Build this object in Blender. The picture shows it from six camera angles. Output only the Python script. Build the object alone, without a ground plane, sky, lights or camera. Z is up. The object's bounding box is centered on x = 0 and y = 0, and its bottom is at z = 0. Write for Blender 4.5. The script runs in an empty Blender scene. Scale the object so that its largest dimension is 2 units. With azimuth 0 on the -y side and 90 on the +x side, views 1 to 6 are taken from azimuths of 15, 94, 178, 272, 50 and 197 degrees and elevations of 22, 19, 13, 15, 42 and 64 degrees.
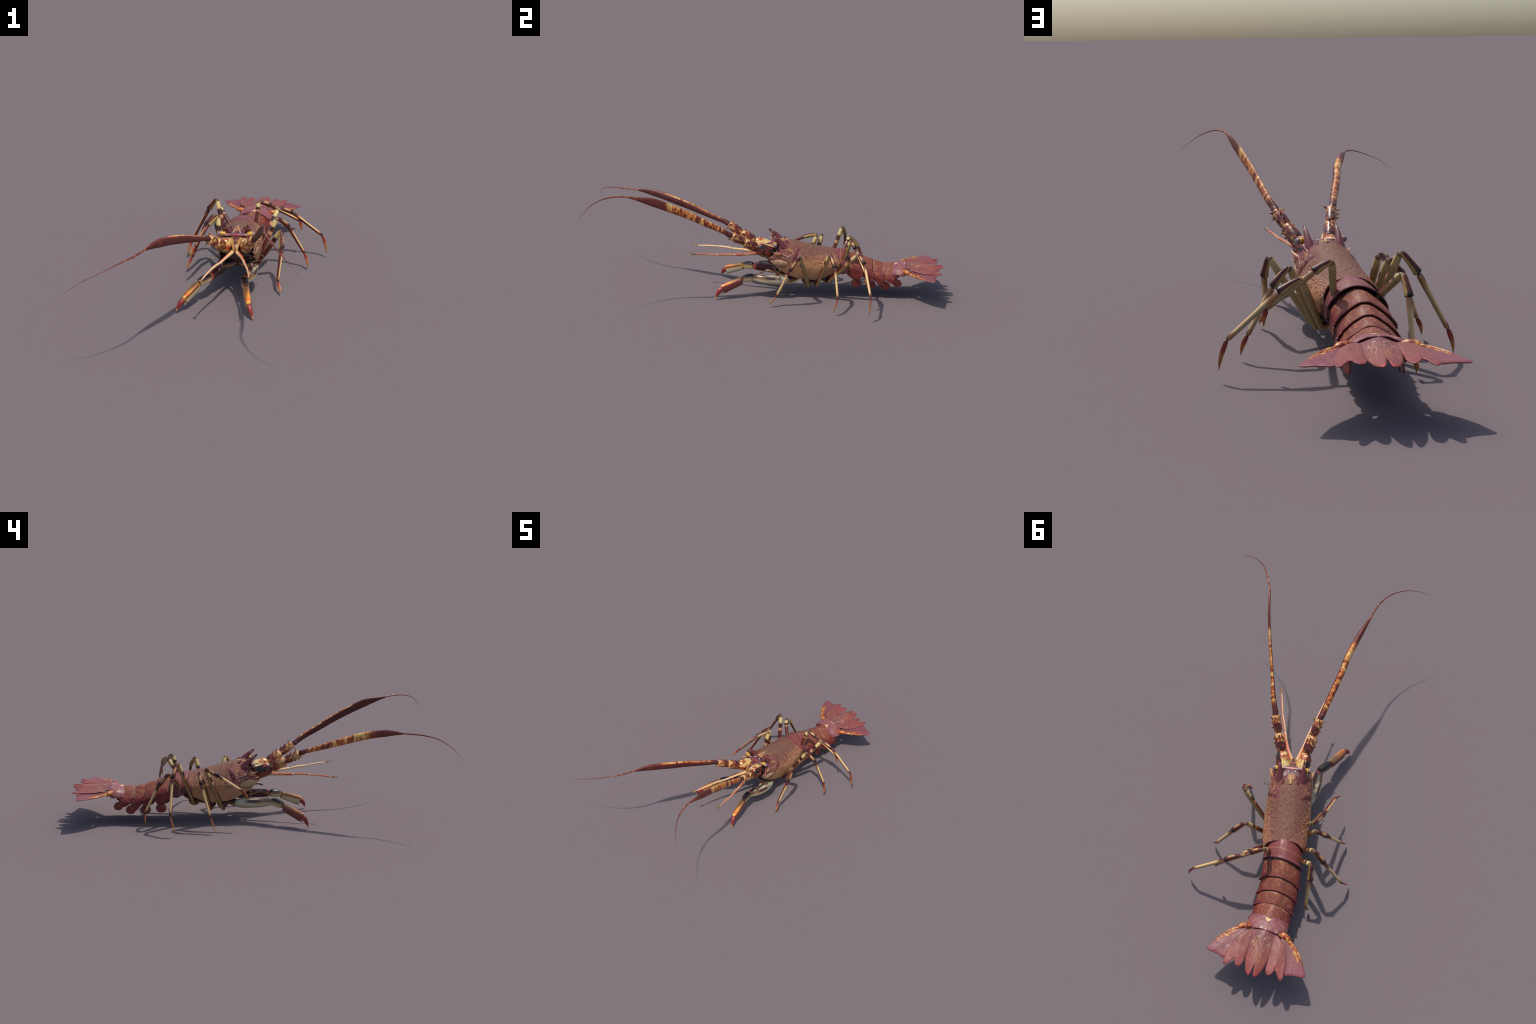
import bpy, math, random
from mathutils import Vector, Matrix, noise as mnoise

rng = random.Random(7)
TAU = 2 * math.pi

# ---------------------------------------------------------------- node helper
class Mat:
    """Small wrapper for building a Principled material from socket maths."""
    def __init__(self, name, rough=0.45, spec=0.4, coat=0.0):
        self.m = bpy.data.materials.new(name)
        self.m.use_nodes = True
        self.t = self.m.node_tree
        self.b = self.t.nodes["Principled BSDF"]
        self.b.inputs["Roughness"].default_value = rough
        self.b.inputs["Specular IOR Level"].default_value = spec
        self.b.inputs["Coat Weight"].default_value = coat
        self.b.inputs["Coat Roughness"].default_value = 0.25
        self._tc = self.t.nodes.new("ShaderNodeTexCoord")
        self._xyz = {}

    def _put(self, sock, v):
        if isinstance(v, (int, float)):
            if sock.type == "VECTOR":
                sock.default_value = (v, v, v)
            elif sock.type == "RGBA":
                sock.default_value = (v, v, v, 1)
            else:
                sock.default_value = v
        elif isinstance(v, tuple):
            sock.default_value = (*v, 1.0) if sock.type == "RGBA" and len(v) == 3 else v
        else:
            self.t.links.new(v, sock)

    def coord(self, kind="Object"):
        return self._tc.outputs[kind]

    def xyz(self, kind="Object"):
        if kind not in self._xyz:
            n = self.t.nodes.new("ShaderNodeSeparateXYZ")
            self.t.links.new(self.coord(kind), n.inputs[0])
            self._xyz[kind] = tuple(n.outputs)
        return self._xyz[kind]

    def math(self, op, a, b=0.0, c=0.0, clamp=False):
        n = self.t.nodes.new("ShaderNodeMath")
        n.operation = op
        n.use_clamp = clamp
        for s, v in zip(n.inputs, (a, b, c)):
            self._put(s, v)
        return n.outputs[0]

    def add(self, a, b): return self.math("ADD", a, b)
    def sub(self, a, b): return self.math("SUBTRACT", a, b)
    def mul(self, a, b): return self.math("MULTIPLY", a, b)
    def mx(self, a, b): return self.math("MAXIMUM", a, b)
    def mn(self, a, b): return self.math("MINIMUM", a, b)
    def inv(self, a): return self.math("SUBTRACT", 1.0, a)

    def step(self, x, lo, hi):
        """smoothstep; lo > hi gives a falling step"""
        n = self.t.nodes.new("ShaderNodeMapRange")
        n.interpolation_type = "SMOOTHSTEP"
        flip = lo > hi
        self._put(n.inputs[0], x)
        n.inputs[1].default_value = min(lo, hi)
        n.inputs[2].default_value = max(lo, hi)
        n.inputs[3].default_value = 1.0 if flip else 0.0
        n.inputs[4].default_value = 0.0 if flip else 1.0
        return n.outputs[0]

    def band(self, x, a, b, soft):
        return self.mul(self.step(x, a - soft, a + soft), self.step(x, b + soft, b - soft))

    def mapping(self, scale=(1, 1, 1), kind="Object", loc=(0, 0, 0), rot=(0, 0, 0)):
        n = self.t.nodes.new("ShaderNodeMapping")
        self._put(n.inputs[0], self.coord(kind))
        n.inputs[1].default_value = loc
        n.inputs[2].default_value = rot
        n.inputs[3].default_value = scale
        return n.outputs[0]

    def noise(self, scale, detail=3.0, vec=None, rough=0.55, dist=0.0):
        n = self.t.nodes.new("ShaderNodeTexNoise")
        self._put(n.inputs["Vector"], self.coord() if vec is None else vec)
        n.inputs["Scale"].default_value = scale
        n.inputs["Detail"].default_value = detail
        n.inputs["Roughness"].default_value = rough
        n.inputs["Distortion"].default_value = dist
        return n.outputs[0]

    def voronoi(self, scale, vec=None, rnd=1.0, out="Distance"):
        n = self.t.nodes.new("ShaderNodeTexVoronoi")
        self._put(n.inputs["Vector"], self.coord() if vec is None else vec)
        n.inputs["Scale"].default_value = scale
        n.inputs["Randomness"].default_value = rnd
        return n.outputs[out]

    def mix(self, f, a, b):
        n = self.t.nodes.new("ShaderNodeMix")
        n.data_type = "RGBA"
        self._put(n.inputs[0], f)
        self._put(n.inputs[6], a)
        self._put(n.inputs[7], b)
        return n.outputs[2]

    def ramp(self, f, stops):
        n = self.t.nodes.new("ShaderNodeValToRGB")
        self._put(n.inputs[0], f)
        e = n.color_ramp.elements
        while len(e) < len(stops):
            e.new(0.5)
        for el, (p, c) in zip(e, stops):
            el.position = p
            el.color = (*c, 1)
        return n.outputs[0]

    def segdist(self, px, py, a, b):
        """distance of the 2-D point (px, py) from the segment a-b"""
        dx, dy = b[0] - a[0], b[1] - a[1]
        L2 = dx * dx + dy * dy
        ux, uy = self.sub(px, a[0]), self.sub(py, a[1])
        t = self.math("DIVIDE", self.add(self.mul(ux, dx), self.mul(uy, dy)), L2, clamp=True)
        ex, ey = self.sub(ux, self.mul(t, dx)), self.sub(uy, self.mul(t, dy))
        return self.math("SQRT", self.add(self.mul(ex, ex), self.mul(ey, ey)))

    def bump(self, h, strength=0.3, dist=0.002):
        n = self.t.nodes.new("ShaderNodeBump")
        n.inputs["Strength"].default_value = strength
        n.inputs["Distance"].default_value = dist
        self._put(n.inputs["Height"], h)
        self.t.links.new(n.outputs[0], self.b.inputs["Normal"])

    def done(self, colour, rough=None):
        self._put(self.b.inputs["Base Color"], colour)
        if rough is not None:
            self._put(self.b.inputs["Roughness"], rough)
        return self.m


# ---------------------------------------------------------------- object helper
MATS = {}
def make_object(name, verts, faces, mats, parent=None, matrix=None, smooth=True, slots=None):
    me = bpy.data.meshes.new(name)
    me.from_pydata([tuple(v) for v in verts], [], faces)
    for m in (mats if isinstance(mats, (list, tuple)) else [mats]):
        me.materials.append(m)
    if slots:
        me.polygons.foreach_set("material_index", slots)
    me.polygons.foreach_set("use_smooth", [smooth] * len(me.polygons))
    me.update()
    ob = bpy.data.objects.new(name, me)
    bpy.context.scene.collection.objects.link(ob)
    place(ob, parent, matrix)
    return ob

WORLD = {}
def place(ob, parent, matrix):
    M = matrix.copy() if matrix else Matrix()
    WORLD[ob.name] = M
    if parent:
        ob.parent = parent
        ob.matrix_parent_inverse = WORLD[parent.name].inverted()
    ob.matrix_basis = M

def add_mod_normals(ob, angle=50):
    for e in ob.data.edges:
        pass
    ob.data.set_sharp_from_angle(angle=math.radians(angle))

def lerp(a, b, t): return a + (b - a) * t

def table(tab, x):
    """smooth piecewise interpolation through (x, y...) rows (monotone Hermite)"""
    if x <= tab[0][0]: return tab[0][1:] if len(tab[0]) > 2 else tab[0][1]
    if x >= tab[-1][0]: return tab[-1][1:] if len(tab[0]) > 2 else tab[-1][1]
    for i in range(len(tab) - 1):
        if tab[i][0] <= x <= tab[i + 1][0]:
            h = tab[i + 1][0] - tab[i][0]
            t = (x - tab[i][0]) / h
            out = []
            for k in range(1, len(tab[0])):
                def slope(j):
                    if j <= 0 or j >= len(tab) - 1:
                        return 0 if False else (tab[min(j + 1, len(tab) - 1)][k] - tab[max(j - 1, 0)][k]) / (tab[min(j + 1, len(tab) - 1)][0] - tab[max(j - 1, 0)][0])
                    a = (tab[j][k] - tab[j - 1][k]) / (tab[j][0] - tab[j - 1][0])
                    b = (tab[j + 1][k] - tab[j][k]) / (tab[j + 1][0] - tab[j][0])
                    return 0 if a * b <= 0 else 2 * a * b / (a + b)
                m0, m1 = slope(i) * h, slope(i + 1) * h
                y0, y1 = tab[i][k], tab[i + 1][k]
                out.append((2 * t**3 - 3 * t**2 + 1) * y0 + (t**3 - 2 * t**2 + t) * m0 + (-2 * t**3 + 3 * t**2) * y1 + (t**3 - t**2) * m1)
            return out if len(out) > 1 else out[0]

def catmull(pts, n, closed=False):
    P = [Vector(p) for p in pts]
    m = len(P)
    segs = m if closed else m - 1
    out = []
    for i in range(n):
        t = i / n * segs if closed else i / (n - 1) * segs
        k = min(int(t), segs - 1)
        f = t - k
        g = (lambda j: P[j % m]) if closed else (lambda j: P[max(0, min(m - 1, j))])
        a, b, c, d = g(k - 1), g(k), g(k + 1), g(k + 2)
        out.append(0.5 * ((2 * b) + (c - a) * f + (2 * a - 5 * b + 4 * c - d) * f * f + (3 * b - a - 3 * c + d) * f**3))
    return out

def sgnpow(v, e): return math.copysign(abs(v) ** e, v)

def tube_mesh(path, sizes, up, n=20, exp=1.0, dent=0.0, cap=True):
    """sweep an (elliptic) section along path; sizes = [(half_width, half_height)], up = direction of the height axis.
    dent > 0 hollows the underside of the section."""
    P = [Vector(p) for p in path]
    up = Vector(up)
    verts, faces = [], []
    for i, p in enumerate(P):
        T = (P[min(i + 1, len(P) - 1)] - P[max(i - 1, 0)]).normalized()
        U = up - T * up.dot(T)
        U.normalize()
        S = U.cross(T)
        w, h = sizes[i]
        for j in range(n):
            a = TAU * j / n
            c, s = sgnpow(math.cos(a), exp), sgnpow(math.sin(a), exp)
            k = 1.0
            if dent and s < 0:
                k = 1 - dent * max(0, -math.sin(a)) ** 4
            verts.append(p + S * (w * c) + U * (h * s * k))
    m = len(P)
    for i in range(m - 1):
        for j in range(n):
            a, b = i * n + j, i * n + (j + 1) % n
            faces.append((a, b, b + n, a + n))
    if cap:
        verts.append(P[0]); verts.append(P[-1])
        c0, c1 = m * n, m * n + 1
        for j in range(n):
            faces.append((c0, (j + 1) % n, j))
            faces.append((c1, (m - 1) * n + j, (m - 1) * n + (j + 1) % n))
    return verts, faces

def limb_matrix(p0, p1, up):
    p0, p1 = Vector(p0), Vector(p1)
    X = (p1 - p0).normalized()
    Z = Vector(up) - X * Vector(up).dot(X)
    Z.normalize()
    Y = Z.cross(X)
    M = Matrix((X, Y, Z)).transposed().to_4x4()
    M.translation = p0
    return M, (p1 - p0).length

def limb(name, p0, p1, up, prof, mat, parent, exp=1.0, n=20, rings=26, bend=0.0, ext=(0.0, 0.0), side=0.0, blunt=True):
    """one limb joint: its own frame has x along the limb, z up.  prof rows: t, half height, half width, lift"""
    M, L = limb_matrix(p0, p1, up)
    ts = [i / (rings - 1) for i in range(rings)]
    path, sizes = [], []
    for t in ts:
        h, w, lift = table(prof, t)
        x = -ext[0] + (L + ext[0] + ext[1]) * t
        arch = 4 * t * (1 - t)
        path.append((x, side * arch, lift + bend * arch))
        sizes.append((w, h))
    v, f = tube_mesh(path, sizes, (0, 0, 1), n=n, exp=exp)
    ob = make_object(name, v, f, mat, parent, M)
    ob.data.set_sharp_from_angle(angle=math.radians(48))
    return ob

def cone_mesh(p, d, r, L, up=(0, 0, 1), curve=0.0, n=8, rings=6, flat=1.0):
    p, d = Vector(p), Vector(d).normalized()
    up = Vector(up)
    if abs(up.dot(d)) > 0.95: up = Vector((1, 0.2, 0))
    u = (up - d * up.dot(d)).normalized()
    path, sizes = [], []
    for i in range(rings):
        t = i / (rings - 1)
        path.append(p + d * (L * t) + u * (curve * L * t * t))
        rr = r * (1 - t) ** 0.85 + 0.0003
        sizes.append((rr * flat, rr))
    return tube_mesh(path, sizes, u, n=n)

def merge(parts):
    V, F = [], []
    for v, f in parts:
        o = len(V)
        V += list(v)
        F += [tuple(i + o for i in q) for q in f]
    return V, F

# ---------------------------------------------------------------- colours
MAROON = (0.085, 0.016, 0.012)
DARK = (0.028, 0.010, 0.009)
RUST = (0.32, 0.085, 0.02)
AMBER = (0.55, 0.25, 0.035)
CREAM = (0.74, 0.475, 0.205)
OLIVE = (0.30, 0.225, 0.085)

def shell_bump(m, s=160, k=0.25):
    m.bump(m.noise(s, 3), k, 0.0015)

def mat_merus(front):
    """walking-leg first joint: maroon on the front and upper side, pale olive behind, cream patch by the knee"""
    m = Mat("merus_shell", 0.40, 0.4, 0.12)
    x, y, z = m.xyz("Generated")
    wob = m.mul(m.sub(m.noise(45, 3), 0.5), 0.35)
    f = m.mul(m.sub(y, 0.5), 1.5 * front)
    side = m.add(m.add(m.mul(f, 0.85), m.mul(m.sub(z, 0.5), 0.75)), m.mul(wob, 0.4))
    shell = m.step(side, -0.10, 0.06)
    rim = m.band(side, -0.16, 0.0, 0.06)
    col = m.mix(shell, OLIVE, MAROON)
    col = m.mix(m.mul(rim, 0.95), col, m.mix(m.noise(40, 2), (0.36, 0.075, 0.015), (0.50, 0.24, 0.03)))
    col = m.mix(m.mul(m.band(side, 0.34, 0.42, 0.06), 0.3), col, (0.28, 0.11, 0.075))
    xw = m.add(x, m.mul(wob, 0.16))
    knee = m.step(xw, 0.80, 0.84)
    col = m.mix(m.mul(m.mul(knee, m.step(xw, 0.99, 0.955)), m.add(0.3, m.mul(shell, 0.7))), col, (0.58, 0.43, 0.17))
    col = m.mix(m.mul(m.band(xw, 0.63, 0.70, 0.015), shell), col, (0.46, 0.22, 0.11))
    col = m.mix(m.mul(m.band(xw, 0.735, 0.80, 0.02), shell), col, DARK)
    col = m.mix(m.mul(m.step(xw, 0.955, 0.985), 0.85), col, MAROON)
    shell_bump(m, 240, 0.12)
    return m.done(col)

def mat_carpus(front):
    m = Mat("carpus_shell", 0.42, 0.4, 0.12)
    x, y, z = m.xyz("Generated")
    wob = m.mul(m.sub(m.noise(60, 4), 0.5), 0.5)
    xw = m.add(x, m.mul(wob, 0.25))
    up = m.add(m.mul(m.sub(z, 0.5), 1.0), m.mul(wob, 0.35))
    shell = m.step(up, -0.20, -0.06)
    col = m.mix(shell, OLIVE, MAROON)
    blot = m.mul(m.band(xw, 0.34, 0.72, 0.10), m.step(m.math("ABSOLUTE", m.add(m.sub(y, 0.5), m.mul(wob, 0.1))), 0.40, 0.16))
    col = m.mix(m.mul(m.mul(blot, shell), 0.9), col, m.mix(m.noise(150, 3), RUST, CREAM))
    col = m.mix(m.mul(m.band(up, -0.20, -0.05, 0.06), 0.7), col, AMBER)
    col = m.mix(m.mul(m.step(xw, 0.76, 0.9), shell), col, DARK)
    shell_bump(m, 240, 0.12)
    return m.done(col)

def mat_propodus(front):
    m = Mat("propodus_shell", 0.42, 0.4, 0.12)
    x, y, z = m.xyz("Generated")
    wob = m.mul(m.sub(m.noise(45, 3), 0.5), 0.3)
    xw = m.add(x, m.mul(wob, 0.12))
    f = m.add(m.mul(m.sub(y, 0.5), 1.0 * front), m.mul(m.sub(0.5, z), 0.75))
    f = m.add(f, m.mul(wob, 0.3))
    pale = m.mix(m.step(m.sub(z, m.mul(wob, 0.2)), 0.42, 0.74), (0.34, 0.245, 0.11), CREAM)
    col = m.mix(m.step(f, 0.16, 0.30), pale, MAROON)
    col = m.mix(m.mul(m.band(f, 0.10, 0.24, 0.06), 0.8), col, RUST)
    ends = m.mx(m.step(xw, 0.20, 0.10), m.step(xw, 0.86, 0.95))
    ends = m.mul(ends, m.step(m.add(f, m.mul(m.sub(z, .5), .9)), -0.42, -0.22))
    halo = m.mx(m.step(xw, 0.27, 0.15), m.step(xw, 0.78, 0.92))
    col = m.mix(m.mul(halo, 0.6), col, RUST)
    col = m.mix(ends, col, MAROON)
    shell_bump(m, 240, 0.1)
    return m.done(col)

def mat_dactyl():
    m = Mat("dactyl_shell", 0.38, 0.4, 0.15)
    x, y, z = m.xyz("Generated")
    w = m.add(x, m.mul(m.sub(m.noise(120, 3), 0.5), 0.2))
    col = m.ramp(w, [(0.0, (0.12, 0.014, 0.012)), (0.12, (0.25, 0.024, 0.020)), (0.38, (0.27, 0.030, 0.020)), (0.46, (0.38, 0.125, 0.020)), (0.86, (0.33, 0.125, 0.022)), (0.97, (0.06, 0.022, 0.015))])
    col = m.mix(m.mul(m.step(z, 0.7, 0.9), 0.3), col, (0.50, 0.20, 0.07))
    return m.done(col)

def mat_claw_propodus(front):
    m = Mat("claw_propodus_shell", 0.3, 0.5, 0.35)
    x, y, z = m.xyz("Generated")
    wob = m.mul(m.sub(m.noise(40, 3), 0.5), 0.4)
    yo = m.mul(m.sub(y, 0.5), front)
    zz = m.add(z, m.mul(wob, 0.12))
    outer = m.mix(m.noise(35, 3), (0.15, 0.022, 0.016), (0.22, 0.045, 0.035))
    inner = m.mix(m.step(zz, 0.62, 0.74), (0.47, 0.43, 0.29), MAROON)
    inner = m.mix(m.mul(m.band(zz, 0.56, 0.66, 0.04), 0.9), inner, AMBER)
    inner = m.mix(m.mul(m.step(zz, 0.22, 0.08), 0.9), inner, RUST)
    inner = m.mix(m.mul(m.mx(m.step(x, 0.1, 0.02), m.step(x, 0.88, 0.97)), 0.8), inner, AMBER)
    col = m.mix(m.step(yo, 0.1, -0.1), outer, inner)
    top = m.step(zz, 0.78, 0.88)
    stripe = m.ramp(m.add(x, m.mul(wob, 0.1)), [(0.0, (0.40, 0.20, 0.05)), (0.3, (0.42, 0.17, 0.06)), (0.6, (0.75, 0.30, 0.04)), (0.8, (0.80, 0.17, 0.03)), (0.93, (0.80, 0.38, 0.06))])
    col = m.mix(top, col, stripe)
    col = m.mix(m.mul(m.step(zz, 0.10, 0.03), m.step(x, 0.7, 0.4)), col, (0.38, 0.33, 0.2))
    shell_bump(m, 120, 0.12)
    return m.done(col)

def mat_claw_carpus(front):
    m = Mat("claw_carpus_shell", 0.3, 0.5, 0.35)
    x, y, z = m.xyz("Generated")
    wob = m.mul(m.sub(m.noise(55, 4), 0.5), 0.5)
    zz = m.add(z, m.mul(wob, 0.35))
    col = m.mix(m.step(zz, 0.58, 0.74), m.mix(m.noise(70, 3), (0.50, 0.44, 0.27), (0.58, 0.40, 0.17)), (0.036, 0.015, 0.014))
    col = m.mix(m.mul(m.band(zz, 0.52, 0.64, 0.05), 0.9), col, (0.26, 0.10, 0.02))
    col = m.mix(m.mul(m.mx(m.step(x, 0.08, 0.02), m.step(x, 0.9, 0.97)), 0.6), col, (0.2, 0.06, 0.02))
    shell_bump(m, 120, 0.12)
    return m.done(col)

def mat_claw_merus(front):
    m = Mat("claw_merus_shell", 0.28, 0.5, 0.4)
    x, y, z = m.xyz("Generated")
    wob = m.mul(m.sub(m.noise(38, 4), 0.5), 0.5)
    yo = m.add(m.mul(m.sub(y, 0.5), front), m.mul(wob, 0.2))
    zz = m.add(z, m.mul(wob, 0.3))
    outer = m.mix(m.step(zz, 0.20, 0.32), (0.40, 0.33, 0.17), (0.50, 0.46, 0.32))
    patch = m.mul(m.step(zz, 0.56, 0.66), m.step(x, 0.2, 0.42))
    outer = m.mix(patch, outer, m.ramp(m.add(x, m.mul(wob, 0.3)), [(0.0, (0.04, 0.016, 0.014)), (0.62, (0.055, 0.02, 0.016)), (0.75, (0.22, 0.10, 0.05)), (1.0, (0.10, 0.045, 0.025))]))
    outer = m.mix(m.mul(m.band(zz, 0.50, 0.60, 0.04), m.step(x, 0.3, 0.6)), outer, (0.38, 0.16, 0.02))
    outer = m.mix(m.step(zz, 0.88, 0.94), outer, (0.44, 0.36, 0.25))
    outer = m.mix(m.mul(m.step(zz, 0.14, 0.06), m.step(x, 0.4, 0.7)), outer, (0.12, 0.022, 0.012))
    inner = m.mix(m.step(x, 0.86, 0.98), (0.088, 0.013, 0.011), (0.42, 0.06, 0.025))
    inner = m.mix(m.step(zz, 0.92, 0.98), inner, (0.16, 0.10, 0.06))
    col = m.mix(m.step(yo, 0.08, -0.08), outer, inner)
    shell_bump(m, 100, 0.12)
    return m.done(col)

def mat_claw_dactyl():
    m = Mat("claw_dactyl_shell", 0.35, 0.45, 0.25)
    x, y, z = m.xyz("Generated")
    col = m.ramp(m.add(x, m.mul(m.sub(m.noise(90, 3), 0.5), 0.12)), [(0.0, (0.16, 0.03, 0.025)), (0.12, (0.33, 0.05, 0.04)), (0.3, (0.27, 0.018, 0.018)), (0.74, (0.24, 0.017, 0.015)), (0.83, (0.56, 0.33, 0.15)), (0.95, (0.38, 0.18, 0.03))])
    return m.done(col)

def mat_coxa():
    m = Mat("coxa_shell", 0.4, 0.5, 0.2)
    x, y, z = m.xyz("Generated")
    w = m.add(z, m.mul(m.sub(m.noise(50, 3), 0.5), 0.5))
    col = m.ramp(w, [(0.05, (0.45, 0.14, 0.04)), (0.2, (0.40, 0.32, 0.13)), (0.38, (0.42, 0.20, 0.03)), (0.6, (0.09, 0.025, 0.03)), (0.9, (0.055, 0.018, 0.022))])
    return m.done(col)

def mat_carapace():
    """object axes: x = backwards along the shell, y = towards the lobster's left, z = up"""
    m = Mat("carapace_shell", 0.56, 0.22, 0.0)
    s, d, z = m.xyz("Object")
    wob = m.sub(m.noise(38, 4), 0.5)
    zz = m.add(z, m.mul(wob, 0.028))
    ad = m.math("ABSOLUTE", d)
    # flanks and back
    flank = m.mix(m.noise(24, 3), (0.40, 0.20, 0.10), (0.48, 0.255, 0.125))
    fine = m.step(m.voronoi(330), 0.42, 0.20)
    flank = m.mix(m.mul(fine, 0.42), flank, (0.36, 0.10, 0.025))
    back = m.mix(m.noise(60, 4), (0.148, 0.064, 0.044), (0.245, 0.115, 0.070))
    streak = m.noise(1.0, 4, m.mapping((330, 120, 160)))
    back = m.mix(m.mul(m.step(streak, 0.52, 0.64), 0.5), back, (0.33, 0.20, 0.12))
    back = m.mix(m.mul(m.step(streak, 0.46, 0.34), 0.75), back, (0.115, 0.038, 0.034))
    top = m.step(zz, 0.205, 0.262)
    col = m.mix(top, flank, back)
    # round spots on the upper flank, smaller further down
    mid = m.mul(m.band(zz, 0.205, 0.262, 0.016), m.step(s, 0.115, 0.165))
    v1 = m.voronoi(118, m.mapping((1, 1, 0.8)), 0.7)
    spot = m.step(m.sub(v1, m.mul(m.sub(z, 0.22), 2.0)), 0.36, 0.26)
    col = m.mix(m.mul(m.mul(spot, mid), 0.9), col, (0.16, 0.022, 0.04))
    low = m.mul(m.band(zz, 0.165, 0.230, 0.018), m.step(s, 0.10, 0.15))
    v2 = m.voronoi(185, None, 0.9)
    col = m.mix(m.mul(m.mul(m.step(v2, 0.38, 0.26), low), 0.8), col, (0.24, 0.045, 0.03))
    # transverse scale rows at the sides of the back
    ripple = m.noise(1.0, 2, m.mapping((190, 40, 60)), dist=0.6)
    rows = m.mul(m.band(ad, 0.040, 0.072, 0.010), m.step(z, 0.22, 0.25))
    col = m.mix(m.mul(m.mul(m.step(ripple, 0.54, 0.62), rows), 0.6), col, (0.16, 0.03, 0.04))
    # head region in front of the neck groove
    groove = m.add(s, m.mul(m.sub(0.265, z), 0.45))
    head = m.mul(m.step(groove, 0.150, 0.128), m.step(ad, 0.038, 0.058))
    head = m.mul(head, m.step(z, 0.205, 0.216))
    purple = m.mix(m.noise(45, 3), (0.145, 0.042, 0.048), (0.25, 0.085, 0.085))
    col = m.mix(m.mul(head, m.add(0.55, m.mul(m.step(m.noise(26, 3), 0.38, 0.58), 0.4))), col, purple)
    fleck = m.mul(head, m.step(m.noise(30, 2), 0.44, 0.55))
    col = m.mix(m.mul(fleck, m.step(m.voronoi(170), 0.42, 0.28)), col, (0.46, 0.20, 0.07))
    redfleck = m.mul(head, m.step(m.voronoi(150, m.mapping((1, 1, 1), loc=(0.37, 0, 0))), 0.30, 0.2))
    col = m.mix(m.mul(redfleck, 0.8), col, (0.20, 0.035, 0.03))
    dash = m.mul(head, m.step(m.noise(1.0, 2, m.mapping((60, 120, 260), rot=(0, 0.4, 0))), 0.63, 0.68))
    col = m.mix(m.mul(dash, 0.8), col, (0.62, 0.40, 0.16))
    neck = m.mul(m.band(groove, 0.118, 0.136, 0.005), m.mul(m.step(ad, 0.05, 0.06), m.step(z, 0.222, 0.235)))
    col = m.mix(m.mul(neck, m.mul(m.step(m.noise(40, 2), 0.3, 0.55), 0.75)), col, (0.115, 0.032, 0.045))
    redder = m.mul(m.step(m.sub(s, m.mul(wob, 0.05)), 0.16, 0.06), m.mul(m.step(ad, 0.02, 0.05), m.step(m.noise(34, 3), 0.42, 0.6)))
    col = m.mix(m.mul(m.mul(redder, m.step(z, 0.21, 0.23)), 0.6), col, (0.17, 0.040, 0.042))
    # pale lines of the cheek
    sw = m.add(s, m.mul(wob, 0.006))
    for a, b, w in (((0.000, 0.272), (0.070, 0.243), 0.0042), ((0.070, 0.243), (0.098, 0.262), 0.003), ((0.004, 0.252), (0.060, 0.232), 0.0028), ((0.060, 0.232), (0.090, 0.222), 0.004), ((0.0, 0.278), (0.03, 0.300), 0.0025)):
        g = m.step(m.segdist(m.add(s, m.mul(wob, 0.012)), m.add(z, m.mul(m.sub(m.noise(55, 3, m.mapping((1, 1, 1), loc=(2, 0, 0))), 0.5), 0.014)), a, b), w, w * 0.3)
        col = m.mix(m.mul(m.mul(g, m.step(ad, 0.066, 0.074)), m.mul(m.step(m.noise(75, 3), 0.36, 0.56), 0.72)), col, (0.44, 0.32, 0.21))
    for a, b in (((0.040, 0.286), (0.066, 0.275)), ((0.074, 0.281), (0.092, 0.268))):
        g = m.step(m.segdist(sw, z, a, b), 0.0035, 0.0015)
        col = m.mix(m.mul(m.mul(g, m.step(m.noise(70, 2), 0.4, 0.55)), m.mul(m.step(ad, 0.04, 0.05), 0.85)), col, (0.50, 0.26, 0.06))
    # lower cheek panel: cream with red dots, ringed by a dark furrow
    ex, ez = m.math("DIVIDE", m.sub(s, 0.022), 0.052), m.math("DIVIDE", m.sub(m.sub(z, 0.208), m.mul(m.sub(0.022, s), 0.12)), 0.020)
    e = m.add(m.math("SQRT", m.add(m.mul(ex, ex), m.mul(ez, ez))), m.mul(wob, 0.25))
    panel = m.mix(m.mul(m.step(m.voronoi(170), 0.40, 0.26), 0.9), m.mix(m.noise(60, 2), (0.46, 0.29, 0.16), (0.58, 0.40, 0.24)), (0.34, 0.08, 0.03))
    ring = m.mul(m.band(e, 1.0, 1.22, 0.08), m.step(z, 0.225, 0.20))
    col = m.mix(m.mul(ring, 0.8), col, (0.17, 0.05, 0.035))
    col = m.mix(m.step(e, 1.05, 0.92), col, panel)
    # dark smudge behind the cheek
    qx, qz = m.math("DIVIDE", m.sub(s, 0.135), 0.034), m.math("DIVIDE", m.sub(z, 0.196), 0.012)
    q = m.math("SQRT", m.add(m.mul(qx, qx), m.mul(qz, qz)))
    col = m.mix(m.mul(m.step(m.add(q, m.mul(wob, 1.2)), 1.0, 0.4), 0.5), col, (0.16, 0.065, 0.04))
    # brow between the horns, front edge and lower hem
    brow = m.mul(m.step(m.sub(s, m.mul(wob, 0.02)), 0.062, 0.050), m.step(ad, 0.075, 0.06))
    col = m.mix(brow, col, m.mix(m.step(m.math("ABSOLUTE", m.add(d, m.mul(wob, .01))), 0.022, 0.01), (0.15, 0.035, 0.042), (0.44, 0.22, 0.09)))
    rear = m.step(m.sub(s, m.mul(ad, 0.0)), 0.326, 0.334)
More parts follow.
